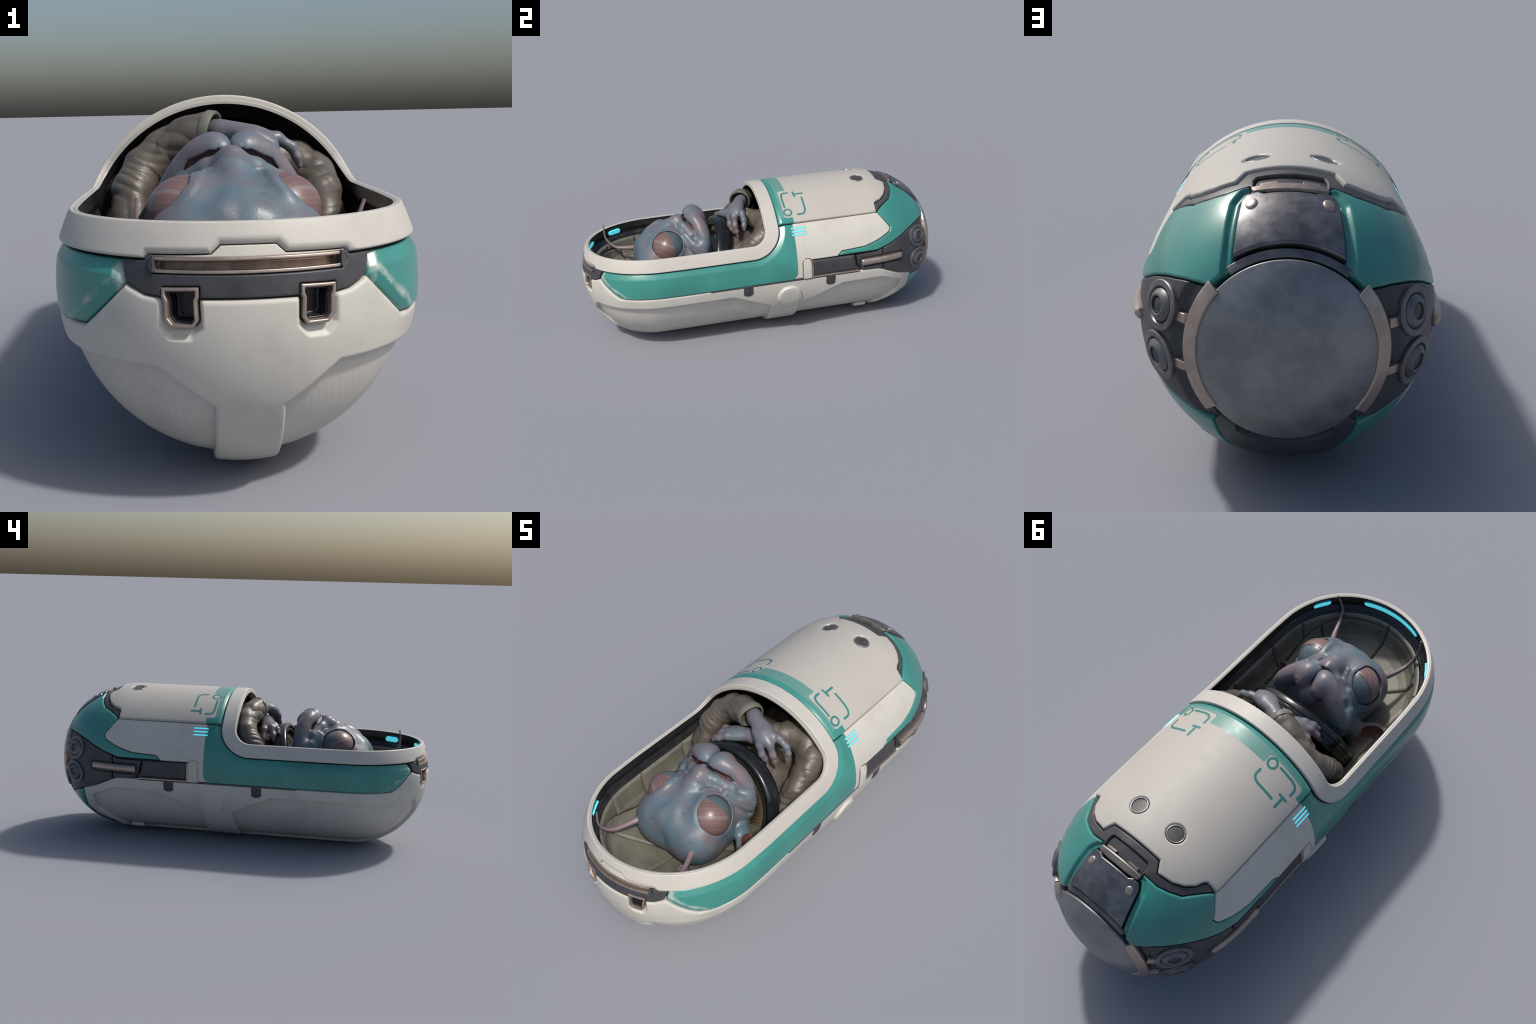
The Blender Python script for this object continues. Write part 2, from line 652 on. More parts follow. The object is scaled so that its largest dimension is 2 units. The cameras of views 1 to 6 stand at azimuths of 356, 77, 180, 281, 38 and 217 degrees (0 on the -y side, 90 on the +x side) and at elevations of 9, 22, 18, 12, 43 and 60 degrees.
def skin_material(name, pink_spots=(), mouth=(), mauve=0.0):
    m = Nodes(name)
    mv = m.mirrored()
    patch = m.ramp(m.noise(11, 5, 0.6), 0.36 - mauve, 0.66 - mauve)
    c = m.mix(patch, SKIN_BLUE, SKIN_MAUVE)
    c = m.mix(m.ramp(m.noise(23, 6, 0.7), 0.55, 0.75), c, SKIN_DEEP)
    pk = None
    for cen, rad, rot, amt in pink_spots:
        b = m.math('MULTIPLY', m.blob(cen, rad, rot, 0.9, mv), amt)
        pk = b if pk is None else m.math('MAXIMUM', pk, b)
    if pk is not None:
        pk = m.math('MULTIPLY', pk, m.ramp(m.noise(30, 4, 0.6), 0.2, 0.65))
        c = m.mix(pk, c, SKIN_PINK)
    for cen, rad, rot, amt in mouth:
        b = m.math('MULTIPLY', m.blob(cen, rad, rot, 0.5, mv), amt)
        c = m.mix(b, c, (0.13, 0.05, 0.043))
    v = m.n('ShaderNodeTexVoronoi', feature='F1')
    m.put(v.inputs['Vector'], m.co); v.inputs['Scale'].default_value = 170
    m.bump(m.math('ADD', m.math('MULTIPLY', v.outputs[0], 0.5), m.noise(70, 5, 0.65)), 0.16, 0.003)
    return m.done(c, m.math('MULTIPLY_ADD', m.noise(40, 4), 0.25, 0.27), 0.0, Subsurface_Weight=0.06,
                  Subsurface_Radius=(0.02, 0.012, 0.01), Subsurface_Scale=0.4)


def lid_material(name, a, b, streak, direction):
    m = Nodes(name)
    mv = m.mirrored()
    wob = m.math('MULTIPLY', m.noise(14, 2, 0.5), 0.012)
    t = m.math('MULTIPLY', m.math('ADD', m.vec('DOT_PRODUCT', mv, direction), wob), 95.0)
    cv = m.n('ShaderNodeCombineXYZ')
    m.put(cv.inputs[0], t)
    n = m.noise(1.0, 3, 0.6, cv.outputs[0])
    c = m.mix(m.ramp(n, 0.35, 0.65), a, b)
    cv2 = m.n('ShaderNodeCombineXYZ')
    m.put(cv2.inputs[0], m.math('MULTIPLY_ADD', t, 0.55, 17.3))
    c = m.mix(m.ramp(m.noise(1.0, 2, 0.5, cv2.outputs[0]), 0.55, 0.66, 0, 0.7), c, streak)
    m.bump(n, 0.12, 0.003)
    return m.done(c, 0.33)


M = {}


def make_materials():
    M['white'] = paint_material('worn_white_paint', WHITE, (0.37, 0.355, 0.33), 0.44, 0.8, Specular_IOR_Level=0.4)
    M['white_lid'] = paint_material('lid_darkened_white', (0.415, 0.397, 0.362), (0.36, 0.345, 0.32), 0.56, 0.6, Specular_IOR_Level=0.4)  # shell white darkened to match the lid's duller brightness in sunlight
    M['white_rim'] = paint_material('rim_white_paint', (0.475, 0.458, 0.418), (0.36, 0.345, 0.32), 0.5, 0.65, Specular_IOR_Level=0.4)
    M['white_low'] = paint_material('scuffed_white_shell', WHITE, (0.36, 0.35, 0.33), 0.5, 0.85, scale=5, Specular_IOR_Level=0.4)
    M['teal'] = teal_material('scuffed_teal_paint')
    M['teal_rear'] = teal_material('teal_rear_paint', False)
    M['teal_faded'] = paint_material('faded_teal_paint', (0.115, 0.265, 0.235), (0.17, 0.30, 0.27), 0.42, 0.5)
    M['teal_print'] = paint_material('teal_print', (0.04, 0.185, 0.165), (0.06, 0.2, 0.18), 0.45, 0.4)
    M['dark'] = metal_material('dark_grey_composite', (0.060, 0.062, 0.070), (0.040, 0.041, 0.047), 0.44, 0.15)
    M['strip'] = metal_material('grey_strip', (0.085, 0.083, 0.082), (0.055, 0.055, 0.057), 0.42, 0.25)
    M['gunmetal'] = metal_material('gunmetal_plate', (0.20, 0.20, 0.21), (0.11, 0.11, 0.12), 0.34, 0.75)
    M['disc'] = metal_material('brushed_steel_disc', (0.285, 0.29, 0.30), (0.20, 0.203, 0.208), 0.42, 0.7, 11)
    M['speaker'] = metal_material('grey_speaker_metal', (0.16, 0.16, 0.17), (0.10, 0.10, 0.11), 0.40, 0.5)
    M['bronze'] = metal_material('pale_bronze', (0.47, 0.385, 0.335), (0.35, 0.285, 0.245), 0.36, 0.75, 14)
    M['bronze_dull'] = metal_material('dull_bronze', (0.33, 0.285, 0.25), (0.20, 0.175, 0.155), 0.34, 0.75, 14)
    M['bronze_dark'] = metal_material('brown_bronze', (0.27, 0.20, 0.155), (0.15, 0.11, 0.085), 0.38, 0.7, 20)
    M['chrome'] = metal_material('edge_steel', (0.50, 0.49, 0.47), (0.35, 0.34, 0.33), 0.3, 0.8)
    M['black'] = metal_material('gloss_black_trim', (0.028, 0.028, 0.030), (0.016, 0.016, 0.018), 0.26, 0.1, 6)
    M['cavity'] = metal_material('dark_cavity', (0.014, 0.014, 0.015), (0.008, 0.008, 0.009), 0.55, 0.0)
    M['lip'] = paint_material('rim_lip_grey', (0.40, 0.385, 0.35), (0.22, 0.21, 0.2), 0.34, 0.6)
    M['glow'] = glow_material('cyan_light', (0.085, 0.58, 0.70), 0.72)
    M['pad'] = leather_material('olive_grey_leather', (0.175, 0.167, 0.135), (0.122, 0.117, 0.094), 0.5)
    M['cloth'] = leather_material('taupe_suit_fabric', (0.112, 0.097, 0.079), (0.074, 0.063, 0.052), 0.40, 130)
    M['cuff'] = paint_material('cuff_grey_green', (0.135, 0.14, 0.112), (0.09, 0.095, 0.078), 0.5, 0.6)
    M['collar'] = metal_material('collar_black', (0.016, 0.019, 0.021), (0.009, 0.010, 0.012), 0.24, 0.1, 10)
    M['collar_inner'] = metal_material('collar_green_grey', (0.045, 0.048, 0.043), (0.028, 0.03, 0.028), 0.35, 0.2)
    M['weave'] = weave_material('brown_woven_lining')
    M['skin_head'] = skin_material('blue_alien_skin_head', pink_spots=[
        ((0.07, -0.34, 0.64), (0.17, 0.13, 0.14), (0, 0, 0), 0.9), ((0.0, -0.45, 0.66), (0.06, 0.05, 0.05), (0, 0, 0), 0.7),
        ((0.15, -0.535, 0.57), (0.10, 0.125, 0.12), (0, 0, 0), 0.6), ((0.18, -0.62, 0.52), (0.06, 0.06, 0.08), (0, 0, 0), 0.45),
        ((0.26, -0.48, 0.39), (0.07, 0.10, 0.08), (0, 0, 0), 0.8)], mouth=[
        ((0.052, -0.402, 0.626), (0.085, 0.020, 0.030), (0, 20, 24), 0.95)])
    M['skin_hand'] = skin_material('blue_alien_skin_hand', pink_spots=[
        ((0.15, -0.14, 0.585), (0.10, 0.09, 0.085), (0, 0, 0), 1.0), ((0.15, -0.20, 0.565), (0.075, 0.09, 0.07), (0, 0, 0), 1.0)], mauve=.10)
    M['antenna'] = paint_material('mauve_feeler', (0.20, 0.145, 0.155), (0.13, 0.09, 0.10), 0.4, 0.6)
    M['ear_inner'] = paint_material('ruddy_ear_inner', (0.15, 0.062, 0.05), (0.09, 0.045, 0.04), 0.5, 0.6, scale=20)
    M['lid_pink'] = lid_material('striped_pink_eyelid', (0.135, 0.078, 0.074), (0.185, 0.118, 0.114), (0.215, 0.205, 0.215), (-.45, .55, .70))
    M['lid_blue'] = lid_material('striped_blue_eyelid', (0.070, 0.100, 0.115), (0.095, 0.13, 0.145), (0.12, 0.15, 0.155), (.30, .75, .55))


# ------------------------------------------------------------------ outlines of the pod's panels
LID = poly('x', 'y', [(-.1, -.2), (.34, -.2), (.34, .55), (.305, .598), (.270, .600), (.262, .612), (.252, .640), (.226, .670),
                      (.19, .692), (.134, .705), (.110, .667), (-.1, .667)])
LID_STRIP = poly('x', 'y', [(-.1, -.2), (.36, -.2), (.36, .56), (.303, .603), (.290, .622), (.272, .650), (.240, .697), (.20, .720),
                            (.16, .735), (.10, .737), (.097, .768), (-.1, .768)])
SIDE = poly('y', 'w', [(-.3, 51.6), (.602, 51.0), (.662, 64.2), (.652, 67.8), (.60, 72.0), (.555, 74.6), (.50, 76.8), (.37, 78), (.345, 81.7),
                       (.199, 81.7), (.199, 96.4), (-.3, 96.4)])
TEAL_REAR = poly('y', 'w', [(.20, -10), (.20, 81.4), (.573, 81.2), (.66, 77.0), (.72, 72.6), (.80, 65.2), (.848, 60.2), (.886, 55), (.908, 51.0),
                            (.925, 48), (1.1, 40), (1.1, -10)])
LOWER_XZ = poly('x', 'z', [(-.1, -.1), (.6, -.1), (.6, .350), (.322, .350), (.230, .446), (.222, .441), (.194, .428), (.16, .423), (-.1, .423)])
LOWER_YZ = poly('y', 'z', [(-1.2, .6), (.50, .6), (.50, .352), (.575, .352), (.61, .338), (.70, .297), (.797, .264), (.802, .15), (.765, .10),
                           (.66, .062), (.62, -.1), (-1.2, -.1)])
RIB_FRONT = both(upto('z', .288), beyond('x', .070), line('x', 'z', (.072, .208), (.168, .283)),
                 line('y', 'z', (-.234, .288), (-.03, .193)), upto('y', -.028))
RIB_REAR = both(upto('z', .285), beyond('x', .070), line('y', 'z', (.139, .181), (.383, .286)), beyond('y', .137),
                line('y', 'z', (.60, .287), (.745, .226)), line('y', 'z', (.742, .235), (.735, .14)),
                line('y', 'z', (.740, .15), (.63, .055)))
PLATE = poly('x', 'y', [(-.1, .776), (.062, .776), (.078, .766), (.105, .768), (.119, .786), (.127, .84), (.138, .96), (-.1, .96)])
FRONT_PLATE = poly('x', 'z', [(-.1, .424), (.16, .424), (.194, .429), (.220, .442), (.229, .450), (.234, .474), (.241, .53), (-.1, .53)])
NOTCH = poly('x', 'z', [(-.1, .40), (.30, .40), (.196, .490), (.186, .501), (.070, .504), (.052, .520), (-.1, .521)])
SLOT = poly('x', 'z', [(-.1, .468), (.176, .468), (.185, .481), (.178, .497), (-.1, .499)])
PORT = poly('x', 'z', [(.093, .4455), (.1605, .4435), (.161, .428), (.157, .418), (.157, .386), (.146, .371), (.104, .371), (.095, .384), (.0965, .420), (.093, .428)])
LATCHES = [poly('y', 'z', [(c - .026, .37), (c + .026, .37), (c + .026, .302), (c + .012, .292), (c - .012, .292), (c - .026, .302)]) for c in (-.157, .303)]
STRIP = poly('y', 'w', [(.206, 82.0), (.441, 82.2), (.446, 86), (.452, 91.5), (.478, 95.2), (.206, 95.2)])
HOLE = lambda V: np.hypot(np.abs(V[:, 0]) - .0885, V[:, 1] - .560) - .034
LABEL = grow(poly('y', 'w', [(.097, 21.5), (.30, 21.5), (.30, 44.5), (.097, 44.5)]), .013)
DISC_R = lambda V: C(V)['r'] - .224
front_only = upto('y', -.55)
rear_only = beyond('y', .55)


def step(d, w):
    """1 inside an outline, falling to 0 over the width w outside it"""
    t = np.clip(1 - d / w, 0, 1)
    return t * t * (3 - 2 * t)


def build_pod():
    pod = bpy.data.objects.new('sleeping_pod', None)
    link(pod)
    pod['label'] = 'white and teal capsule pod with open cockpit and dark metal fittings'
    pod['category'] = 'sleeping pod'
    fine = lambda y0, y1, a0, a1, ds=0.0025: grid(ds, y0, y1, a0, a1)
    edge = lambda V: opening(V)

    # --- dark underlying hull, visible in the gaps
    window = both(upto('x', .19), upto('z', .50), beyond('z', .365), upto('y', -.85))
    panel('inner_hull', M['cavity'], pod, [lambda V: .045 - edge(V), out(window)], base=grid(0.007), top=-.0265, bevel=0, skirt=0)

    # --- rim around the cockpit
    def rim_shape(V):
        c = C(V)
        f = edge(V)
        lean = -.005 * np.clip((.07 - f) / .07, 0, 1) * np.clip((.66 - c['z']) / .1, 0, 1) - .003 * np.clip((.62 - c['z']) / .1, 0, 1)
        ledge = -.006 * step(NOTCH(V), .012) * (c['y'] < -.6)
        return lean + ledge
    panel('cockpit_rim', M['white_rim'], pod, [lambda V: -edge(V), lambda V: edge(V) - .072, lambda V: np.where(V[:, 1] < -.6, -NOTCH(V), -1)],
          base=grid(0.004, -1, .1, -100, 100), top=.007, bevel=.005, drop=.004, extra=rim_shape, skirt=.012)
    panel('rim_notch', M['white'], pod, [both(NOTCH, upto('y', -.6)), beyond('z', .496), upto('x', .19)],
          base=fine(-1, -.85, -90, 90), top=-.006, bevel=.003, drop=.003)
    panel('rim_lip', M['lip'], pod, [lambda V: -edge(V) - .003, lambda V: edge(V) - .010], base=grid(0.004, -1, .1, -100, 100),
          top=-.007, bevel=.003, drop=.002, skirt=.008)
    # --- teal side bands
    def chamfer(V):
        c = C(V)
        f = edge(V)
        h = -.012 * np.clip((.106 - f) / .034, 0, 1)
        d = front_d(V)
        return h - .010 * np.clip((d + .020) / .020, 0, 1)
    def front_d(V):
        c = C(V)
        diag = ((.322 - c['x']) * .096 + (.350 - c['z']) * .092) / .133   # >0 below the slanting cut
        return np.maximum(diag, .232 + (c['z'] - .447) * .12 - c['x'])
    teal_back = lambda V: (lambda a, b: np.minimum(np.maximum(a, b), 0) + np.hypot(np.maximum(a, 0), np.maximum(b, 0)) - .045)(
        V[:, 1] - .119 + .045, C(V)['wz'] - 96.2 * DEG + .045)
    panel('teal_side_band', M['teal'], pod, [lambda V: .0735 - edge(V), upto('wz', 96.3), front_d, beyond('w', 51.6)], paint=[teal_back],
          base=grid(0.004, -1, .13, -100, 100), top=.002, bevel=.005, drop=.006, extra=chamfer, mirror=True, skirt=.006)

    # --- lid over the feet
    lid_fields = [LID, lambda V: .0735 - edge(V), upto('w', 51.2), out(HOLE)]
    lid_base = grid(0.0032, .0, .75, -56, 56)
    def lid_height(V):
        c = C(V)
        return -.010 * np.clip((.095 - edge(V)) / .024, 0, 1)
    tz = lambda V: np.maximum(np.maximum(V[:, 1] - .129, -LABEL(V)), -1)
    lid = dict(base=lid_base, top=.007, bevel=.008, drop=.010, extra=lid_height, skirt=.02)
    panel('lid', M['white_lid'], pod, lid_fields, paint=[out(tz)], **lid)
    bright = lambda V: np.minimum(edge(V) - .099, np.maximum(C(V)['w'] * -1 + 46.0 * DEG, -1))
    panel('lid_front_edge', M['teal'], pod, lid_fields, paint=[tz, bright], **lid)
    panel('lid_front_stripe', M['teal_faded'], pod, lid_fields, paint=[tz, out(bright)], **lid)
    # portholes in the lid
    panel('porthole_ring', M['chrome'], pod, [grow(HOLE, -.0005), lambda V: -HOLE(V) - .0045], base=fine(.5, .62, 0, 26, .0016), top=.006, bevel=.002, drop=.002, gap=0, mirror=True)
    panel('porthole', M['strip'], pod, [grow(HOLE, -.004)], base=fine(.5, .62, 0, 26, .002), top=.002, bevel=.004, drop=.003, mirror=True, gap=0)
    # grey strip behind the lid, with latch recess
    recess = poly('x', 'y', [(-.1, .700), (.083, .700), (.090, .712), (.090, .744), (-.1, .744)])
    panel('lid_rear_strip', M['strip'], pod, [LID_STRIP, out(LID, .001), upto('w', 51.5), rear_only, out(recess)], base=fine(.55, .80, -60, 60), top=.000, bevel=.005, drop=.005)
    panel('latch_recess', M['dark'], pod, [recess, rear_only], base=fine(.66, .78, -24, 24, .002), top=-.010, bevel=.003, drop=.0)
    clasp = poly('x', 'y', [(-.1, .743), (.094, .743), (.099, .752), (.090, .768), (.05, .7725), (-.1, .774)])
    panel('latch_clasp', M['bronze_dull'], pod, [clasp, rear_only], base=fine(.66, .82, -24, 24, .002), top=.006, bevel=.006, drop=.006)
    for sx in (-1, 1):
        tooth = poly('sx', 'y', [(sx * .030, .735), (sx * .074, .735), (sx * .074, .745), (sx * .030, .745)])
        panel('clasp_tooth', M['bronze_dull'], pod, [tooth, rear_only], base=fine(.66, .82, -24, 24, .002), top=.003, bevel=.002, drop=.002, gap=0)

    # --- white side panels with markings
    side = dict(base=grid(0.004, -.05, .72, 40, 105), top=.002, bevel=.006, drop=.008, mirror=True, skirt=.02)
    panel('side_panel', M['white'], pod, [SIDE, upto('z', .66), lambda V: .0735 - edge(V), beyond('z', .3535)], paint=[out(teal_back)], **side)
    for a in (55.3, 58.0, 60.6):
        bar = grow(poly('y', 'w', [(.1105, a - .42), (.1835, a - .42), (.1835, a + .42), (.1105, a + .42)]), .0008)
        panel('light_bar_frame', M['chrome'], pod, [grow(bar, .0022)], base=fine(.08, .21, 48, 66, .0016), top=.0026, bevel=.001, drop=.001, gap=0, mirror=True, skirt=.006)
        panel('light_bar', M['glow'], pod, [bar], base=fine(.08, .21, 48, 66, .0016), top=.0036, bevel=.001, drop=.001, gap=0, mirror=True, skirt=.006)

    # --- printed signs on the lid: same sign on both sides, slid around the hull
    def stroke(pts, half=.0052):
        P = np.array(pts, float) * [1, DEG]

        def F(V, off):
            p = np.stack([V[:, 1], C(V)['sw'] - off * DEG], 1)
            d = np.full(len(p), 1e9)
            for a, b in zip(P[:-1], P[1:]):
                e = b - a
                t = np.clip((p - a) @ e / (e @ e), 0, 1)
                d = np.minimum(d, np.linalg.norm(p - a - t[:, None] * e, axis=1))
            return d - half
        return F
    arc = lambda cy, ca, ry, ra, t0, t1, n=10: [(cy + ry * math.cos(math.radians(t)), ca + ra * math.sin(math.radians(t))) for t in np.linspace(t0, t1, n)]
    ring = arc(.1075, 41.9, .0205, 2.75, 0, 360, 28)
    hook = [(.097, 37.0), (.0965, 28.0)] + arc(.118, 27.5, .0215, 5.0, 180, 270) + [(.139, 22.5)]
    curl = [(.206, 29.2), (.206, 39.0)] + arc(.184, 39.3, .022, 5.2, 0, 90) + [(.160, 44.5)]
    tee_bar, tee_stem = [(.168, 22.2), (.170, 27.4)], [(.170, 24.8), (.217, 24.8)]
    for off in (0.0, -65.4):
        for pts, nm in ((ring, 'printed_ring'), (hook, 'printed_hook'), (curl, 'printed_curl'), (tee_bar, 'printed_bar'), (tee_stem, 'printed_stem')):
            F0 = stroke(pts, .0048 if nm == 'printed_ring' else .0052)
            panel(nm, M['teal_print'], pod, [lambda V, F0=F0, off=off: F0(V, off)], base=fine(.06, .24, off + 18, off + 50, .0019),
                  top=.0074 if nm != 'printed_stem' else .0076, bevel=0, gap=0, skirt=.002, smooth=60)

    # --- sliding rail, tab and carrying handle on each side
    mid = fine(.1, .80, 70, 104, .003)
    panel('rail_channel', M['dark'], pod, [STRIP], base=mid, top=.001, bevel=.010, drop=.006, mirror=True, shape='line')
    trim = poly('y', 'w', [(.199, 81.9), (.2065, 81.9), (.2065, 95.2), (.46, 95.2), (.474, 96.5), (.199, 96.5)])
    panel('rail_trim', M['bronze'], pod, [trim], base=mid, top=.004, bevel=.002, drop=.002, mirror=True, gap=.0004)
    tab_pts = [(.150, 97), (.150, 83.4), (.155, 81.2), (.163, 80.4), (.181, 80.4), (.189, 81.2), (.194, 83.4), (.194, 97)]
    tab = both(poly('y', 'w', tab_pts), upto('w', 96.2))
    panel('tab_frame', M['bronze'], pod, [both(poly('y', 'w', tab_pts, grow=.0065), upto('w', 96.4))], base=mid, top=.005, bevel=.002, drop=.002, mirror=True, gap=0)
    panel('side_tab', M['white'], pod, [tab], base=mid, top=.0085, bevel=.003, drop=.004, mirror=True, gap=0,
          extra=lambda V: -.002 * step(np.abs(np.hypot(V[:, 1] - .172, C(V)['w'] - 84.6 * DEG) - .010) - .001, .002))
    slot = grow(poly('y', 'w', [(.482, 87.6), (.712, 86.8), (.712, 90.4), (.482, 91.0)]), .012)
    inset = lambda V: -.010 * step(slot(V), .006)
    hb = poly('y', 'w', [(.446, 82.4), (.573, 81.9), (.603, 80.0), (.603, 97.6), (.575, 96.6), (.484, 95.9), (.458, 91.5), (.452, 86)])
    panel('handle_base', M['dark'], pod, [hb], base=mid, top=.003, bevel=.004, drop=.006, mirror=True, extra=inset, skirt=.02)
    bar = grow(poly('y', 'w', [(.486, 88.2), (.708, 87.4), (.708, 89.6), (.486, 90.4)]), .010)
    panel('carry_handle', M['bronze'], pod, [bar], base=fine(.45, .75, 80, 98, .0022), top=.019, bevel=.010, drop=.009, mirror=True, skirt=.03, shape='line')

    # --- rear side plates with speakers
    above = lambda V: np.where(V[:, 1] > .79, (line('x', 'z', (.178, .210), (.345, .268))(V)) * -1.0, -.2)
    ringed = lambda V: np.where(V[:, 1] > .6, .246 - C(V)['r'], -1)
    sp_fields = [out(TEAL_REAR), out(LOWER_YZ), beyond('y', .606), above, ringed]
    def plate_shape(V):
        c = C(V)
        return inset(V) - .014 * step(c['r'] - .262, .020) * (c['y'] > .7)
    panel('speaker_plate', M['dark'], pod, sp_fields, base=grid(0.004, .55, 1, 30, 150), top=.003, bevel=.005, drop=.007, mirror=True, extra=plate_shape, skirt=.02)
    for cz, cy in ((.4765, .836), (.350, .838)):
        build_speaker(pod, cy, cz)

    # --- rear teal shell around the gunmetal plate
    rear = grid(0.004, .25, 1, -90, 90)
    F_lid = lambda V: np.where((C(V)['w'] < 60 * DEG), -LID_STRIP(V), -1)
    def rear_shape(V):
        return -.012 * step(PLATE(V) - .016, .012) * (V[:, 1] > .74)
    panel('teal_rear_shell', M['teal_rear'], pod, [F_lid, out(SIDE), TEAL_REAR, out(DISC_R, .010), out(PLATE, .002), beyond('y', .30)],
          base=rear, top=.004, bevel=.008, drop=.008, extra=rear_shape, skirt=.02, mirror=False)
    rim_low = lambda V: .250 - C(V)['r']
    panel('rear_plate', M['gunmetal'], pod, [PLATE, beyond('y', .70), rim_low], base=fine(.72, 1, -50, 50), top=.006, bevel=.006, drop=.007, skirt=.022)
    for o in panel('rear_plate_rivet', M['bronze'], pod, [lambda V: np.hypot(np.abs(V[:, 0]) - .091, V[:, 1] - .805) - .0145], base=fine(.76, .86, 2, 30, .0016),
                   top=.011, bevel=.010, drop=.005, mirror=True, gap=0):
        pass
    panel('disc_collar', M['gunmetal'], pod, [lambda V: .2265 - C(V)['r'], lambda V: C(V)['r'] - .247, upto('ang', 37.0), rear_only],
          base=fine(.80, 1, -60, 60), top=-.004, bevel=.003, drop=.003)
    # --- end disc, bracket arcs
    panel('end_disc', M['disc'], pod, [DISC_R, rear_only], base=grid(0.004, .85, 1, -180, 180), top=.000, bevel=.004, drop=.006, skirt=.03, extra=lambda V: .003 * (C(V)['r'] / .224) ** 2)
    a0, a1 = 48.5, 130.0
    ends = lambda V: np.maximum(a0 - C(V)['ang'], C(V)['ang'] - a1) * .22 * math.pi / 180
    panel('bracket_arc', M['bronze'], pod, [lambda V: .2115 - C(V)['r'], lambda V: C(V)['r'] - .246, ends, rear_only], base=fine(.8, 1, 20, 160), top=.008, bevel=.004, drop=.004, mirror=True, skirt=.03)
    for z0 in (.470, .352):
        t = poly('x', 'z', [(.240, z0 - .013), (.272, z0 - .013), (.272, z0 + .013), (.240, z0 + .013)])
        panel('bracket_tab', M['bronze'], pod, [t, rear_only], base=fine(.8, 1, 50, 120), top=.004, bevel=.003, drop=.003, mirror=True, skirt=.02)
    # --- lower rear: teal cheeks and dark bottom plate
    bot = poly('x', 'z', [(-.1, .245), (.150, .245), (.176, .212), (.160, .150), (.120, .06), (.10, -.1), (-.1, -.1)])
    below = lambda V: -above(V)
    panel('teal_lower_cheek', M['teal_rear'], pod, [out(LOWER_YZ), below, out(bot, .001), lambda V: .2265 - C(V)['r'], beyond('y', .55), upto('z', .3)],
          base=grid(0.004, .5, 1, 95, 180), top=.002, bevel=.006, drop=.007, mirror=True, skirt=.02)
    slotb = lambda V: -.010 * ((C(V)['x'] < .119) & (C(V)['r'] < .247)).astype(float)
    panel('bottom_plate', M['dark'], pod, [bot, out(LOWER_YZ), lambda V: .2265 - C(V)['r'], beyond('y', .55)], base=grid(0.004, .5, 1, -180, 180), top=.001, bevel=.005, drop=.007, extra=slotb, skirt=.02)

    # --- white lower shell: belt, keel and straps raised above the ribbed fields
    circ = lambda V: np.hypot(V[:, 1] - .073, C(V)['w'] - 111.0 * DEG) - .059
    scoop = poly('x', 'z', [(.098, .42), (.156, .42), (.156, .372), (.143, .357), (.112, .357), (.098, .372)])
    def low_shape(V):
        c = C(V)
        h = .014 * step(circ(V), .010) - .0015 * step(np.abs(circ(V) + .004) - .001, .003)
        fr = c['y'] < -.8
        h = h - .010 * step(scoop(V), .013) * fr
        # chamfered belt edge above the slanting front cut
        return h
    ribs_out = [lambda V: -RIB_FRONT(V), lambda V: -RIB_REAR(V)]
    panel('lower_shell', M['white_low'], pod, [LOWER_XZ, LOWER_YZ, lambda V: np.where(V[:, 1] < -.8, -PORT(V), -1)] + ribs_out, base=grid(0.0042), top=.0, bevel=.010, drop=.008,
          extra=low_shape, skirt=.024)
    def ribs(V):
        c = C(V)
        s = np.where(V[:, 0] > 0, 1, 1)
        ph = (c['y'] * .78 + (c['w'] if RIB_ALL is RIB_REAR else -c['w']) * .62) / .0190 * 2 * math.pi
        e = np.clip(-np.maximum(RIB_ALL(V), -.06) / .03 - .25, 0, 1)
        return np.where(V[:, 0] > 0, .00022, .0009) * np.sin(ph) * e * np.clip(.35 + (c['y'] + .85) / .25, .35, 1)
    for F, nm in ((RIB_FRONT, 'ribbed_field'), (RIB_REAR, 'ribbed_field')):
        RIB_ALL = F
        for a0, a1 in ((95, 180), (-180, -95)):
            panel(nm, M['white_low'], pod, [grow(F, .003)], base=grid(0.0032, -1 if F is RIB_FRONT else .1, -.02 if F is RIB_FRONT else .8, a0, a1),
                  top=-.019, bevel=0, gap=0, extra=ribs, skirt=0)
    for L in LATCHES:
        panel('latch', M['dark'], pod, [L, upto('z', .3535)], base=grid(0.003, -.2, .35, 94, 112), top=.003, bevel=.002, drop=.003, mirror=True, gap=0)
    panel('belt_seam', M['dark'], pod, [beyond('wz', 96.0), upto('wz', 97.2), beyond('y', -.36), upto('y', .46)], base=grid(0.003, -.4, .5, 90, 100), top=.0015, bevel=.001, drop=.001, mirror=True, gap=0)
    for y0, sx in ((.54, 1), (.54, -1)):
        ft = poly('sx', 'y', [(sx * .13, y0 - .035), (sx * .18, y0 - .035), (sx * .18, y0 + .035), (sx * .13, y0 + .035)])
        panel('foot_pad', M['white_low'], pod, [both(ft, upto('z', .2))], base=grid(0.004, .4, .7, -180, 180), top=.0025, bevel=.005, drop=.004)

    # --- front plate with the long bronze slot and two ports
    fr = fine(-1, -.80, -130, 130)
    panel('front_plate', M['dark'], pod, [FRONT_PLATE, either(both(NOTCH, upto('z', .4985)), lambda V: .0735 - edge(V)), out(SLOT), out(PORT), upto('y', -.7)], base=fr, top=-.002, bevel=.004, drop=.005)
    panel('slot_frame', M['bronze'], pod, [SLOT, out(grow(SLOT, -.007)), upto('y', -.7)], base=fine(-1, -.88, -85, 85, .0018), top=-.002, bevel=.002, drop=.002, gap=.0003, skirt=.03)
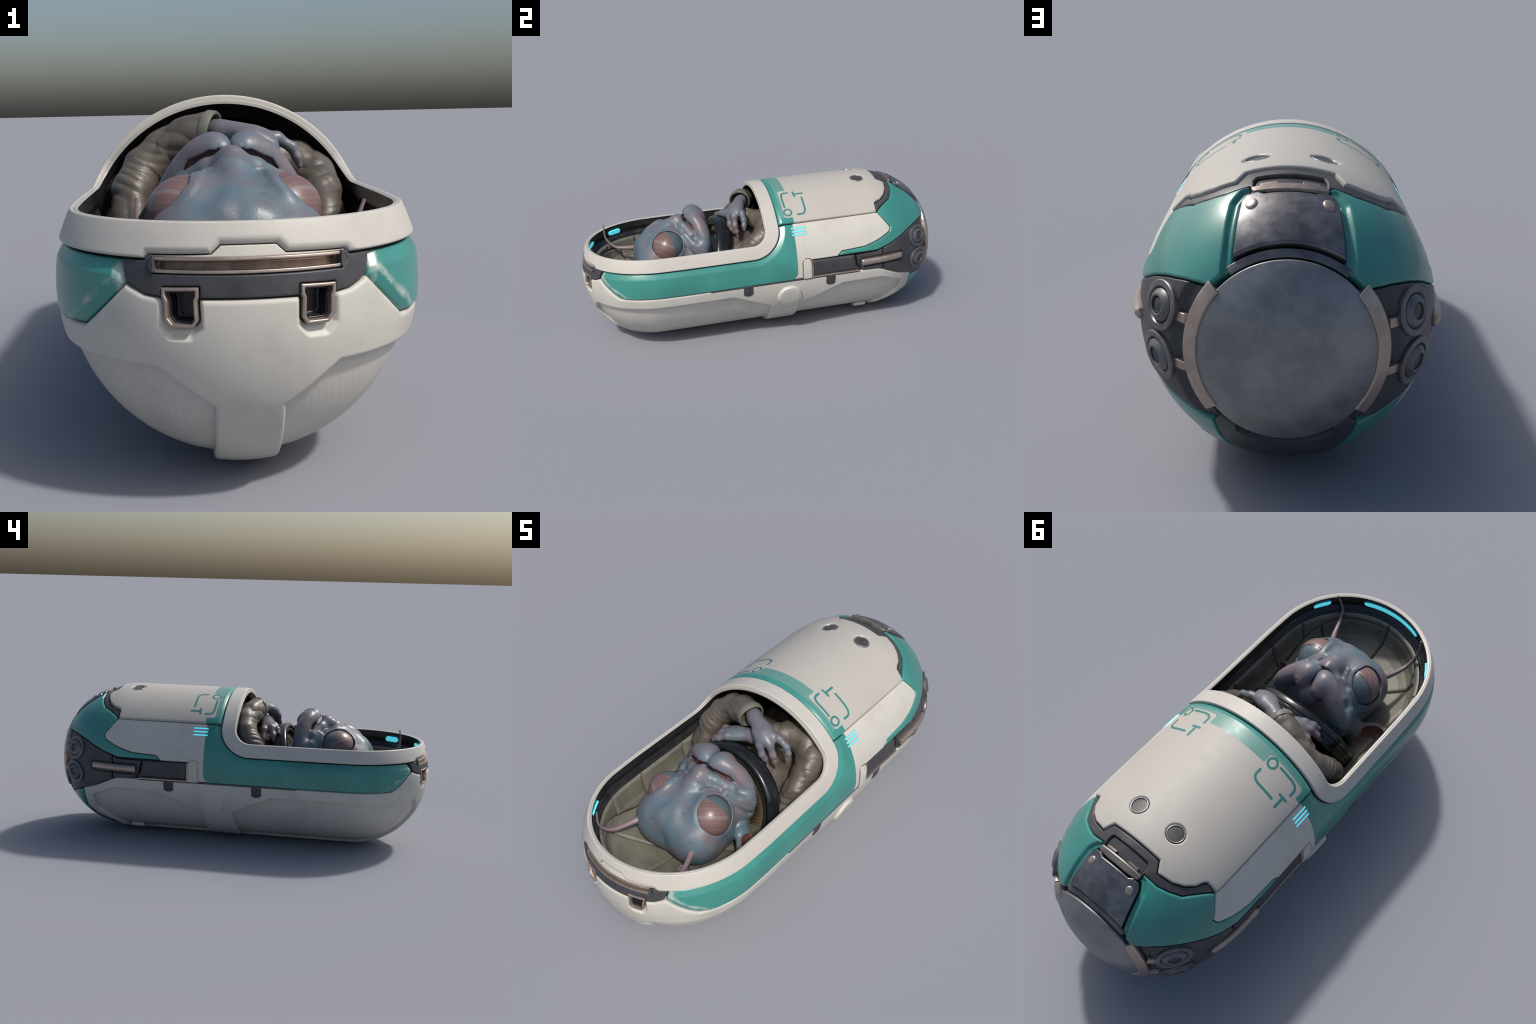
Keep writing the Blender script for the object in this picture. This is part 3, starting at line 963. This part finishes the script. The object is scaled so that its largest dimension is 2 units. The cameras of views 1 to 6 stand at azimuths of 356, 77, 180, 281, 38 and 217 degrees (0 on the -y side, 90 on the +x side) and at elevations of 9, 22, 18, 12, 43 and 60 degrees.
    panel('slot_bed', M['bronze_dark'], pod, [grow(SLOT, -.004), upto('y', -.7)], base=fine(-1, -.88, -85, 85, .002), top=-.024, bevel=.006, drop=-.004)
    for sx in (-1, 1):
        blk = poly('sx', 'z', [(sx * .172, .467), (sx * .180, .467), (sx * .187, .481), (sx * .180, .499), (sx * .172, .499)])
        panel('slot_end_stop', M['dark'], pod, [both(blk, upto('y', -.7))], base=fine(-1, -.88, -85, 85, .0018), top=.002, bevel=.002, drop=.002)
    pin = grow(PORT, -.0075)
    panel('port_frame', M['bronze'], pod, [PORT, out(pin), upto('y', -.8)], base=fine(-1, -.93, 40, 130, .0016), top=.003, bevel=.003, drop=.003, mirror=True, gap=.0003, skirt=.03)
    panel('port_wall', M['black'], pod, [grow(pin, .002), out(grow(pin, -.0035)), upto('y', -.8)], base=fine(-1, -.93, 40, 130, .0016), top=-.010, bevel=.002, drop=.002, mirror=True, gap=0, skirt=.03)
    panel('port_bed', M['black'], pod, [grow(pin, -.003), upto('y', -.8)], base=fine(-1, -.93, 40, 130, .0016), top=-.038, bevel=.006, drop=-.004, mirror=True, gap=0)

    build_interior(pod)
    return pod


def build_speaker(pod, cy, cz):
    prof_outer = [(.060, -.012), (.0615, .002), (.059, .0045), (.046, .005), (.0445, .003), (.042, .0005), (.040, -.012)]
    prof_inner = [(.041, -.012), (.040, .003), (.036, .007), (.028, .0135), (.0245, .0145), (.021, .0125), (.020, .004), (.001, .003), (.001, -.012)]
    prof_cap = [(.0195, -.006), (.0185, .0085), (.0170, .0095), (.001, .0100), (.001, -.006)]
    for sx in (1, -1):
        rr = math.sqrt(max(hull_radius(cy) ** 2 - (cz - ZC) ** 2, 0))
        p = np.array([[sx * rr, cy, cz]])
        n = hull_normal(p)[0]
        p = p[0] + n * .003
        t = np.array([0, 0, 1.0]); t -= n * (t @ n); t /= np.linalg.norm(t)
        s = np.cross(t, n)
        grp = None
        for nm, pr, mt in (('speaker_ring', prof_outer, 'speaker'), ('speaker_cone', prof_inner, 'speaker'), ('speaker_cap', prof_cap, 'dark')):
            V, F = lathe(pr, 64)
            V = np.array(V) * [1.17, 1.0, 1.0]
            W = squeeze(p + V[:, :1] * s + V[:, 1:2] * t + V[:, 2:] * n)
            if grp is None:
                grp = mesh_object(nm, W, F, M[mt], pod, 40, 0)
                first = grp
            else:
                mesh_object(nm, W, F, M[mt], first, 40, 0)


def build_interior(pod):
    fine = lambda y0, y1, a0, a1, ds=0.0035: grid(ds, y0, y1, a0, a1)
    f = opening
    ins = dict(inward=True)
    front_light = both(poly('x', 'z', [(-.1, .509), (.140, .509), (.154, .514), (.160, .5255), (.154, .537), (.140, .541), (-.1, .541)]), upto('y', -.8))
    side_light = both(grow(poly('y', 'z', [(-.825, .5245), (-.780, .5245), (-.780, .5265), (-.825, .5265)]), .0155), upto('y', -.70))
    def band_shape(V):
        d = f(V)
        h = -.008 * step(np.abs(d - .070) - .003, .006) - .004 * step(np.abs(d - .084) - .002, .004)
        t = np.clip((d - .062) / .030, 0, 1)
        h -= (.024 + .010 * np.clip((-.60 - V[:, 1]) / .22, 0, 1)) * t * t * (3 - 2 * t)
        h += .016 * np.clip(1 - d / .032, 0, 1)
        h += .005 * step(front_light(V), .006) + .005 * step(side_light(V), .006)
        return h
    panel('cockpit_band', M['black'], pod, [lambda V: -.001 - f(V), lambda V: f(V) - .098], base=fine(-1, .2, -110, 110), top=-.030, bevel=0, extra=band_shape, skirt=0, **ins)
    gl = dict(top=-.0325, bevel=.003, drop=-.003, skirt=.004, **ins)
    panel('cockpit_light', M['glow'], pod, [front_light], base=fine(-1, -.8, -85, 85, .003), **gl)
    panel('cockpit_light', M['glow'], pod, [side_light], base=fine(-.86, -.70, 40, 100, .003), mirror=True, **gl)

    # padded tub: the hull point's dip below the axis is mapped onto this wall-and-floor profile
    dip = np.array([-16, -6, 2, 8, 13, 20, 30, 45, 65, 90.0])
    wall = np.array([.322, .316, .310, .304, .290, .252, .205, .140, .070, .0])
    level = np.array([.492, .445, .412, .388, .368, .350, .336, .316, .300, .292])

    def tub(V, h):
        yc = np.maximum(V[:, 1], YF)
        dx, dy = V[:, 0], V[:, 1] - yc
        s0 = np.maximum(np.hypot(dx, dy), 1e-6)
        a = np.degrees(np.arctan2(ZC - V[:, 2], s0))
        s, z = np.interp(a, dip, wall), np.interp(a, dip, level)
        e = 1.0
        ts = np.interp(a + e, dip, wall) - np.interp(a - e, dip, wall)
        tz = np.interp(a + e, dip, level) - np.interp(a - e, dip, level)
        n = np.maximum(np.hypot(ts, tz), 1e-9)
        ns, nz = -tz / n, ts / n                       # outward of the tub
        k = np.minimum(1, s0 / .02)
        fr = np.clip((-.60 - V[:, 1]) / .22, 0, 1)
        s = s * (1 - .035 * fr)
        z = z + .005 * fr
        s2 = s + ns * h * k
        return np.stack([dx / s0 * s2, yc + dy / s0 * s2, z + nz * h], 1)
    seam = poly('y', 'z', [(-1.2, .9), (-1.2, .430), (-.93, .428), (-.86, .414), (-.80, .392), (-.73, .350), (-.66, .318), (-.58, .300), (-.46, .285), (-.2, .275), (.6, .27), (.6, .9)])
    roll = [lambda V: .092 - f(V), seam, upto('z', .52), upto('y', .34)]
    cush = dict(top=.0, bevel=.022, drop=-.013, skirt=0, gap=.001, remap=tub, **ins)
    base = fine(-1, .36, 0, 180, .004)
    cuts = [(-.69, -.485), (-.485, -.222), (-.222, .34)]
    for a, b in cuts:
        panel('wall_cushion', M['pad'], pod, roll + [beyond('y', a), upto('y', b)], base=base, mirror=True, **cush)
    panel('wall_cushion', M['pad'], pod, roll + [upto('y', -.69), beyond('x', .255)], base=base, mirror=True, **cush)
    panel('wall_cushion', M['pad'], pod, roll + [upto('y', -.69), upto('x', .255), right_half], base=base, mirror=True, **cush)
    floor = [out(seam), upto('y', .34), upto('z', .44)]
    rad = lambda a: (lambda V: (V[:, 1] + .56) * math.cos(math.radians(a)) + np.abs(V[:, 0]) * math.sin(math.radians(a)))
    neg = lambda F: (lambda V: -F(V))
    panel('floor_cushion', M['pad'], pod, floor + [rad(36), right_half], base=base, mirror=True, **cush)
    panel('floor_cushion', M['pad'], pod, floor + [neg(rad(36)), rad(-14)], base=base, mirror=True, **cush)
    panel('floor_cushion', M['pad'], pod, floor + [neg(rad(-14))], base=base, mirror=True, **cush)
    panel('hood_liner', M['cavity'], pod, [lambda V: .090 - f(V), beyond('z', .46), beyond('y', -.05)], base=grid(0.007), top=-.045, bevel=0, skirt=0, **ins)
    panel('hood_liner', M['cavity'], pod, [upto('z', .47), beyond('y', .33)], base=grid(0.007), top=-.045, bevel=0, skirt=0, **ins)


# ------------------------------------------------------------------ the infant
def mirror_x(p):
    q = p.copy()
    q[:, 0] = np.abs(q[:, 0])
    return q


EYE_N = np.array([.78, -.06, .62]); EYE_N /= np.linalg.norm(EYE_N)
EYE_C, EYE_R = np.array([.097, -.532, .514]), .100


def head_sdf(P):
    p = mirror_x(P)
    d = ell(p, (0, -.50, .42), (.190, .180, .172))
    d = smin(d, ell(p, (.090, -.596, .442), (.116, .112, .120)), .05)             # two crown lobes
    d = smin(d, cone(p, (0, -.63, .515), (0, -.50, .590), .055, .046), .06)        # forehead ridge
    d = smin(d, ell(p, EYE_C + .004 * EYE_N, (.103, .103, .103)), .03)             # bulge round the eye
    d = smin(d, ell(p, (0, -.400, .50), (.142, .100, .115)), .05)                  # muzzle
    d = smin(d, ell(p, (.126, -.366, .475), (.074, .072, .094)), .045)                # jowl
    d = smin(d, cone(p, (0, -.36, .40), (0, -.22, .40), .115, .12), .03)           # neck
    # upper flap of the mouth with a beak-like peak
    d = smin(d, chain(p, [(0, -.490, .615, .044), (0, -.455, .645, .026), (0, -.434, .664, .009)], .02), .03)
    d = smin(d, chain(p, [(0, -.455, .640, .024), (.055, -.432, .618, .026), (.115, -.395, .585, .024)], .01), .022)
    # eye socket
    q = p - EYE_C
    ax = q @ EYE_N
    rad = np.linalg.norm(q - ax[:, None] * EYE_N, axis=1)
    ringd = np.hypot(rad - .0885, ax - .046) - .0068
    d = smin(d, ringd, .012)
    ring2 = np.hypot(rad - .106, ax - .036) - .007                                 # second, outer fold on the cheek side
    ring2 = np.maximum(ring2, -.515 - p[:, 1])
    d = smin(d, ring2, .012)
    d = smax(d, -np.maximum(rad - .083, .02 - ax), .005)
    # lips: two thick lobes that meet in a cleft, sweep out to the jowls and curl in at the chin
    ribbon = catmull([(.018, -.394, .658, .024), (.046, -.374, .662, .033), (.086, -.356, .636, .034), (.124, -.340, .592, .032),
                      (.150, -.336, .548, .025), (.156, -.350, .505, .016)], 3)
    lobe = chain(p, ribbon, .018)
    lobe = smin(lobe, ell(p, (.034, -.356, .650), (.033, .046, .042)), .03)
    lobe = smin(lobe, ell(p, (.043, -.322, .644), (.025, .020, .025)), .014)
    lobe = smax(lobe, -(cone(p, (.056, -.301, .660), (.080, -.297, .640), .007, .009)), .008)     # curl
    lobe = smax(lobe, -(p[:, 0] - .0015), .008)
    d = smin(d, lobe, .006 + .034 * np.clip((.600 - p[:, 2]) / .06, 0, 1))
    # mouth slit, open in the middle
    slit = chain(p, [(0, -.421, .654, .013), (.045, -.409, .644, .0165), (.085, -.389, .627, .015), (.124, -.364, .604, .004)], .006)
    slit = smin(slit, chain(p, [(0, -.418, .635, .009), (.045, -.404, .622, .010), (.085, -.386, .608, .007)], .006), .01)
    d = smax(d, -slit, .005)
    # folds: jowl fold, under-eye folds, bridge wrinkles
    fold = chain(p, [(.105, -.452, .606, .003), (.145, -.405, .572, .005), (.178, -.352, .525, .006), (.160, -.310, .515, .004)], .01)
    d = smax(d, -fold, .014)
    d = smin(d, chain(p, [(.12, -.435, .590, .010), (.160, -.395, .545, .013), (.182, -.345, .500, .010)], .01), .022)
    d = smax(d, -chain(p, [(.165, -.44, .535, .003), (.190, -.38, .475, .005), (.185, -.31, .44, .004)], .01), .014)
    for k in range(4):
        y = -.520 + .011 * k
        cr = np.hypot(p[:, 1] - y - .22 * p[:, 0], np.maximum(p[:, 0] - .07 + .008 * k, 0))
        d = d + (.0013 + .0004 * (k % 2)) * np.exp(-(cr / (.0030 + .0008 * (k % 3))) ** 2) * (p[:, 2] > .55)
    for k in range(6):                                           # pleats beside the mouth
        x = .030 + .014 * k
        cr = np.hypot(p[:, 0] - x, np.maximum(np.abs(p[:, 1] + .418 - x * .42) - .012, 0))
        d = d + .0022 * np.exp(-(cr / .003) ** 2) * np.exp(-(np.maximum(slit, 0) / .010) ** 2)
    # chin below the lobes
    d = smin(d, ell(p, (0, -.332, .585), (.048, .046, .058)), .015)
    # central groove of the crown and soft lumps
    g = cone(p, (0, -.755, .50), (0, -.665, .615), .022, .004)
    d = smax(d, -g, .05)
    w = .0016 * np.sin(P[:, 0] * 61 + 1.3) * np.sin(P[:, 1] * 53) * np.sin(P[:, 2] * 57 + .7)
    return d + w


EAR_A = np.array([.57, -.82, .06]); EAR_A /= np.linalg.norm(EAR_A)
EAR_N = np.array([.62, .45, .62]); EAR_N -= EAR_A * (EAR_N @ EAR_A); EAR_N /= np.linalg.norm(EAR_N)
EAR_M = np.stack([EAR_A, EAR_N, np.cross(EAR_A, EAR_N)], 1)
EAR_C = np.array([.230, -.446, .356])


def ear_sdf(P):
    p = mirror_x(P)
    d = ell(p, EAR_C, (.085, .024, .058), EAR_M)
    d = smin(d, cone(p, EAR_C + EAR_A * .045, EAR_C + EAR_A * .088 + EAR_N * .006, .026, .008), .03)
    d = smin(d, cone(p, (.16, -.42, .41), EAR_C - EAR_A * .03, .050, .030), .03)
    return smax(d, -ear_cup(p), .006)


def ear_cup(p):
    return ell(p, EAR_C + EAR_N * .020 + EAR_A * .006, (.070, .022, .044), EAR_M)


def hand_sdf(P, palm, fingers):
    d = None
    for c, r, rt in palm:
        e = ell(P, c, r, rt)
        d = e if d is None else smin(d, e, .02)
    for f in fingers:
        d = smin(d, chain(P, f, .012), .016)
    return d


def sleeve_sdf(P, path, fold_amp=.0055, seed=0.0, ref=(0.2, 0.3, 0.9)):
    """tapered sleeve with soft ring folds that gather at the bends"""
    d, s0, arc, best = None, 0.0, np.zeros(len(P)), np.full(len(P), 1e9)
    for a, b in zip(path[:-1], path[1:]):
        A, B = np.array(a[:3]), np.array(b[:3])
        e = B - A
        L = np.linalg.norm(e)
        t = np.clip((P - A) @ e / (L * L), 0, 1)
        c = np.linalg.norm(P - A - t[:, None] * e, axis=1) - (a[3] + (b[3] - a[3]) * t)
        arc = np.where(c < best, s0 + t * L, arc)
        best = np.minimum(best, c)
        d = c if d is None else smin(d, c, .03)
        s0 += L
    slant = P @ np.array(ref)
    u = (arc + .8 * slant) * 58 + seed + 2.4 * np.sin(P[:, 0] * 24 + seed) + 1.5 * np.sin(P[:, 2] * 29 + 2 * seed)
    v = (arc - 1.1 * slant) * 33 + 2.1 * seed + 1.8 * np.sin(P[:, 1] * 26) + 1.1 * np.sin(P[:, 0] * 37)
    f = np.abs(np.sin(u)) ** .8 - .6                       # round folds with sharp creases between them
    g = np.abs(np.sin(v)) ** .9 - .6
    m = .5 + .5 * np.sin(P[:, 0] * 21 + 3 * seed) * np.sin(P[:, 1] * 25 + P[:, 2] * 19 + seed)
    return d - fold_amp * (1.2 * f * m ** 2 + 1.2 * g * (1 - .8 * m))


def build_infant():
    inf = bpy.data.objects.new('alien_infant', None)
    inf.location = (0, -.25, .1)
    link(inf)
    inf['label'] = 'sleeping blue wrinkled alien baby in taupe space suit'
    inf['category'] = 'alien baby'
    par_inv = (0, .25, -.1)

    def add(name, V, F, mat, smooth=180, parent=None):
        o = mesh_object(name, V, F, M[mat], None, smooth, 0)
        o.parent = parent or inf
        o.location = par_inv if parent is None else (0, 0, 0)
        return o

    V, Q = net(head_sdf, (-.24, -.76, .20), (.24, -.16, .74), .0036)
    head = add('head', V, Q, 'skin_head')
    # eyelids: a dome per eye, the upper (crown side) lid overlapping the lower one
    n_u, n_v = 64, 40
    for sx in (1, -1):
        for nm, rr, mt, sgn in (('upper_eyelid', EYE_R * .985, 'lid_pink', 1), ('lower_eyelid', EYE_R * .965, 'lid_blue', -1)):
            t = np.linspace(0, 2 * np.pi, n_u, endpoint=False)
            ph = np.linspace(0.02, math.radians(64), n_v)
            a = np.cross(EYE_N, [0, 1, 0]); a /= np.linalg.norm(a)
            b = np.cross(EYE_N, a)
            W, T = [], []
            for i in ph:
                for k in t:
                    W.append(EYE_C + rr * (EYE_N * math.cos(i) + math.sin(i) * (a * math.cos(k) + b * math.sin(k))))
            for i in range(n_v - 1):
                for k in range(n_u):
                    k2 = (k + 1) % n_u
                    T += [(i * n_u + k, i * n_u + k2, (i + 1) * n_u + k2), (i * n_u + k, (i + 1) * n_u + k2, (i + 1) * n_u + k)]
            W, T = np.array(W), np.array(T)
            hn = (W - EYE_C) @ EYE_N
            W = W + EYE_N * (np.maximum(0, hn - .052) * .16)[:, None]
            sep = lambda X: (X[:, 1] + .508 + .30 * (X[:, 2] - .56) + 2.2 * (X[:, 2] - .57) ** 2)
            W, T = keep_inside(W, T, (lambda X: sep(X)) if sgn > 0 else (lambda X: -sep(X) - .006))
            # give the lid a free edge with thickness
            if sgn > 0:
                E = np.concatenate([T[:, [0, 1]], T[:, [1, 2]], T[:, [2, 0]]])
                S = np.sort(E, 1)
                _, ix, ct = np.unique(S, axis=0, return_index=True, return_counts=True)
                B = E[ix[ct == 1]]
                ub, inv = np.unique(B, return_inverse=True)
                inv = inv.reshape(-1, 2) + len(W)
                low = EYE_C + (W[ub] - EYE_C) * .95
                W2 = np.concatenate([W, low])
                T2 = np.concatenate([T, np.stack([B[:, 1], B[:, 0], inv[:, 0]], 1), np.stack([B[:, 1], inv[:, 0], inv[:, 1]], 1)])
                W, T = W2, T2
            add(nm, W * [sx, 1, 1], T if sx > 0 else T[:, ::-1], mt, 50, head)
    # feelers
    feel = [((.150, -.695, .455), (.172, -.745, .452), (.190, -.80, .463), (.203, -.842, .510), (.203, -.850, .592)),
            ((-.138, -.665, .462), (-.166, -.735, .454), (-.188, -.80, .462), (-.203, -.845, .515), (-.200, -.850, .594))]
    feel[0] = ((.138, -.665, .462), (.168, -.735, .456), (.190, -.800, .465), (.206, -.838, .505), (.236, -.832, .578))
    for pts in feel:
        path = catmull(pts, 10)
        rad = np.interp(np.linspace(0, 1, len(path)), [0, .12, .5, 1], [.020, .0130, .0085, .0035])
        Vt, Ft = tube(path, rad, 12)
        add('antenna', np.array(Vt), Ft, 'antenna', 60, head)
    # ears
    V, Q = net(ear_sdf, (.10, -.60, .28), (.34, -.34, .50), .0034)
    inner = lambda X: ear_cup(X) - .0025
    T = np.concatenate([Q[:, [0, 1, 2]], Q[:, [0, 2, 3]]])
    Vc, Tc, fv = cut(V, T, inner)
    for sx in (1, -1):
        for nm, mt, k in (('ear', 'skin_head', fv[Tc].sum(1) >= 0), ('ear_hollow', 'ear_inner', fv[Tc].sum(1) < 0)):
            if k.sum() == 0:
                continue
            W, T3 = compact(Vc, Tc[k])
            add(nm, W * [sx, 1, 1], T3 if sx > 0 else T3[:, ::-1], mt, 180, head)

    # suit
    def torso(P):
        d = ell(P, (0, .06, .33), (.262, .36, .236))
        d = smin(d, ell(P, (0, -.16, .355), (.225, .10, .185)), .06)
        w = .005 * np.sin(P[:, 1] * 60 + 2.2 * np.sin(P[:, 0] * 14)) * np.clip((.30 - np.abs(P[:, 0])) * 5, 0, 1)
        w += .004 * np.sin(P[:, 0] * 75 + P[:, 1] * 30 + 1.5 * np.sin(P[:, 1] * 25))
        return d - w
    V, Q = net(torso, (-.36, -.34, .05), (.36, .46, .66), .007)
    add('suit_torso', V, Q, 'cloth')
    arm_a = [(-.235, -.19, .39, .048), (-.257, -.142, .478, .050), (-.250, -.098, .545, .051), (-.222, -.060, .596, .054), (-.163, -.045, .646, .055), (-.102, -.064, .679, .054), (-.048, -.084, .698, .055)]
    arm_b = [(.245, -.21, .40, .049), (.260, -.145, .475, .050), (.262, -.085, .528, .052), (.248, -.025, .568, .058), (.200, .010, .602, .060), (.122, -.005, .618, .052), (.052, -.068, .626, .044)]
    def wrist_axis(path):
        n = np.array(path[-1][:3]) - np.array(path[-2][:3])
        n /= np.linalg.norm(n)
        if path is arm_a:                                  # this cuff slumps down over the wrist
            n = n + np.array([0, -.05, -.48])
        return n / np.linalg.norm(n)
    for path, seed in ((arm_a, .4), (arm_b, 2.1)):
        cutn = wrist_axis(path)
        F = lambda P, path=path, seed=seed, cutn=cutn: smax(smax(sleeve_sdf(P, path, .0048, seed), (P - np.array(path[-1][:3])) @ cutn, .006),
                                                                     -cone(P, np.array(path[-1][:3]) + cutn * .012, np.array(path[-1][:3]) + cutn * .05, path[-1][3] * .80, path[-1][3] * .84), .004)
        lo = np.min([np.array(q[:3]) - q[3] - .02 for q in path], 0)
        hi = np.max([np.array(q[:3]) + q[3] + .02 for q in path], 0)
        V, Q = net(F, lo, hi, .0042)
        add('suit_sleeve', V, Q, 'cloth')
    # cuffs
    from mathutils import Vector
    for path, r in ((arm_a, .058), (arm_b, .045)):
        n = wrist_axis(path)
        Vl, Fl = lathe([(r * 1.0, -.004), (r * 1.03, .000), (r * 1.03, .018), (r * 1.0, .022), (r * .90, .022), (r * .87, .018), (r * .87, -.004)], 56)
        Rq = np.array(Vector((0, 0, 1)).rotation_difference(Vector(n)).to_matrix())
        W = np.array(Vl) @ Rq.T + np.array(path[-1][:3])
        add('cuff', W, Fl, 'cuff', 40)
    # hands
    pa = [((-.005, -.096, .697), (.068, .035, .034), rot_xyz(0, 8, -30)), ((.070, -.134, .687), (.064, .044, .027), rot_xyz(10, 18, -28))]
    fa = [[(.080, -.125, .685, .022), (.140, -.117, .678, .0165), (.180, -.117, .653, .0135), (.194, -.120, .625, .0115), (.200, -.121, .604, .0075)],
          [(.075, -.142, .684, .022), (.122, -.156, .658, .0170), (.142, -.159, .612, .0140), (.148, -.154, .580, .0115), (.151, -.149, .550, .0070)],
          [(.050, -.146, .681, .022), (.084, -.176, .648, .0165), (.100, -.180, .608, .0140), (.109, -.172, .585, .0115), (.116, -.164, .564, .0070)]]
    V, Q = net(lambda P: hand_sdf(P, pa, fa), (-.07, -.23, .53), (.23, -.05, .77), .0032)
    add('hand', V, Q, 'skin_hand')
    pb = [((.010, -.128, .625), (.055, .034, .032), rot_xyz(0, 0, 10)), ((-.062, -.150, .618), (.055, .040, .026), rot_xyz(0, -12, 20))]
    fb = [[(-.035, -.150, .620, .021), (-.085, -.190, .617, .0165), (-.115, -.210, .603, .0130), (-.136, -.221, .588, .0075)],
          [(-.050, -.148, .620, .022), (-.118, -.178, .610, .0165), (-.146, -.194, .575, .0130), (-.160, -.201, .544, .0070)],
          [(-.055, -.138, .618, .022), (-.132, -.141, .600, .0165), (-.160, -.145, .560, .0130), (-.174, -.148, .518, .0070)]]
    V, Q = net(lambda P: hand_sdf(P, pb, fb), (-.21, -.25, .49), (.08, -.07, .68), .0032)
    add('hand', V, Q, 'skin_hand')
    # collar ring and woven lining
    tilt = math.radians(18)
    axis = np.array([0, math.cos(tilt), -math.sin(tilt)])
    Rq = np.array(Vector((0, 0, 1)).rotation_difference(Vector(axis)).to_matrix())
    cen = np.array([0, -.311, .370])
    place = lambda V: np.array(V) @ Rq.T + cen
    ro = .264
    prof = [(ro - .034, -.004), (ro - .030, -.014), (ro - .018, -.019), (ro - .007, -.016), (ro - .001, -.006), (ro, .012), (ro - .004, .014), (ro - .004, .018), (ro, .020),
            (ro, .030), (ro - .004, .032), (ro - .004, .036), (ro, .038), (ro - .002, .054), (ro - .010, .062), (ro - .032, .062)]
    Vl, Fl = lathe(prof, 144)
    collar = add('collar_ring', place(Vl), Fl, 'collar', 50)
    Vl, Fl = lathe([(ro - .052, .004), (ro - .049, -.006), (ro - .042, -.011), (ro - .032, -.010), (ro - .030, .0), (ro - .040, .010)], 144)
    add('collar_lip', place(Vl), Fl, 'collar_inner', 60)
    Vl, Fl = lathe([(ro - .040, .000), (ro - .075, .012), (ro - .120, .018), (ro - .120, .022), (ro - .07, .020), (ro - .036, .010)], 120)
    add('neck_lining', place(Vl), Fl, 'weave', 180)
    return inf


def main():
    make_materials()
    build_pod()
    build_infant()


main()
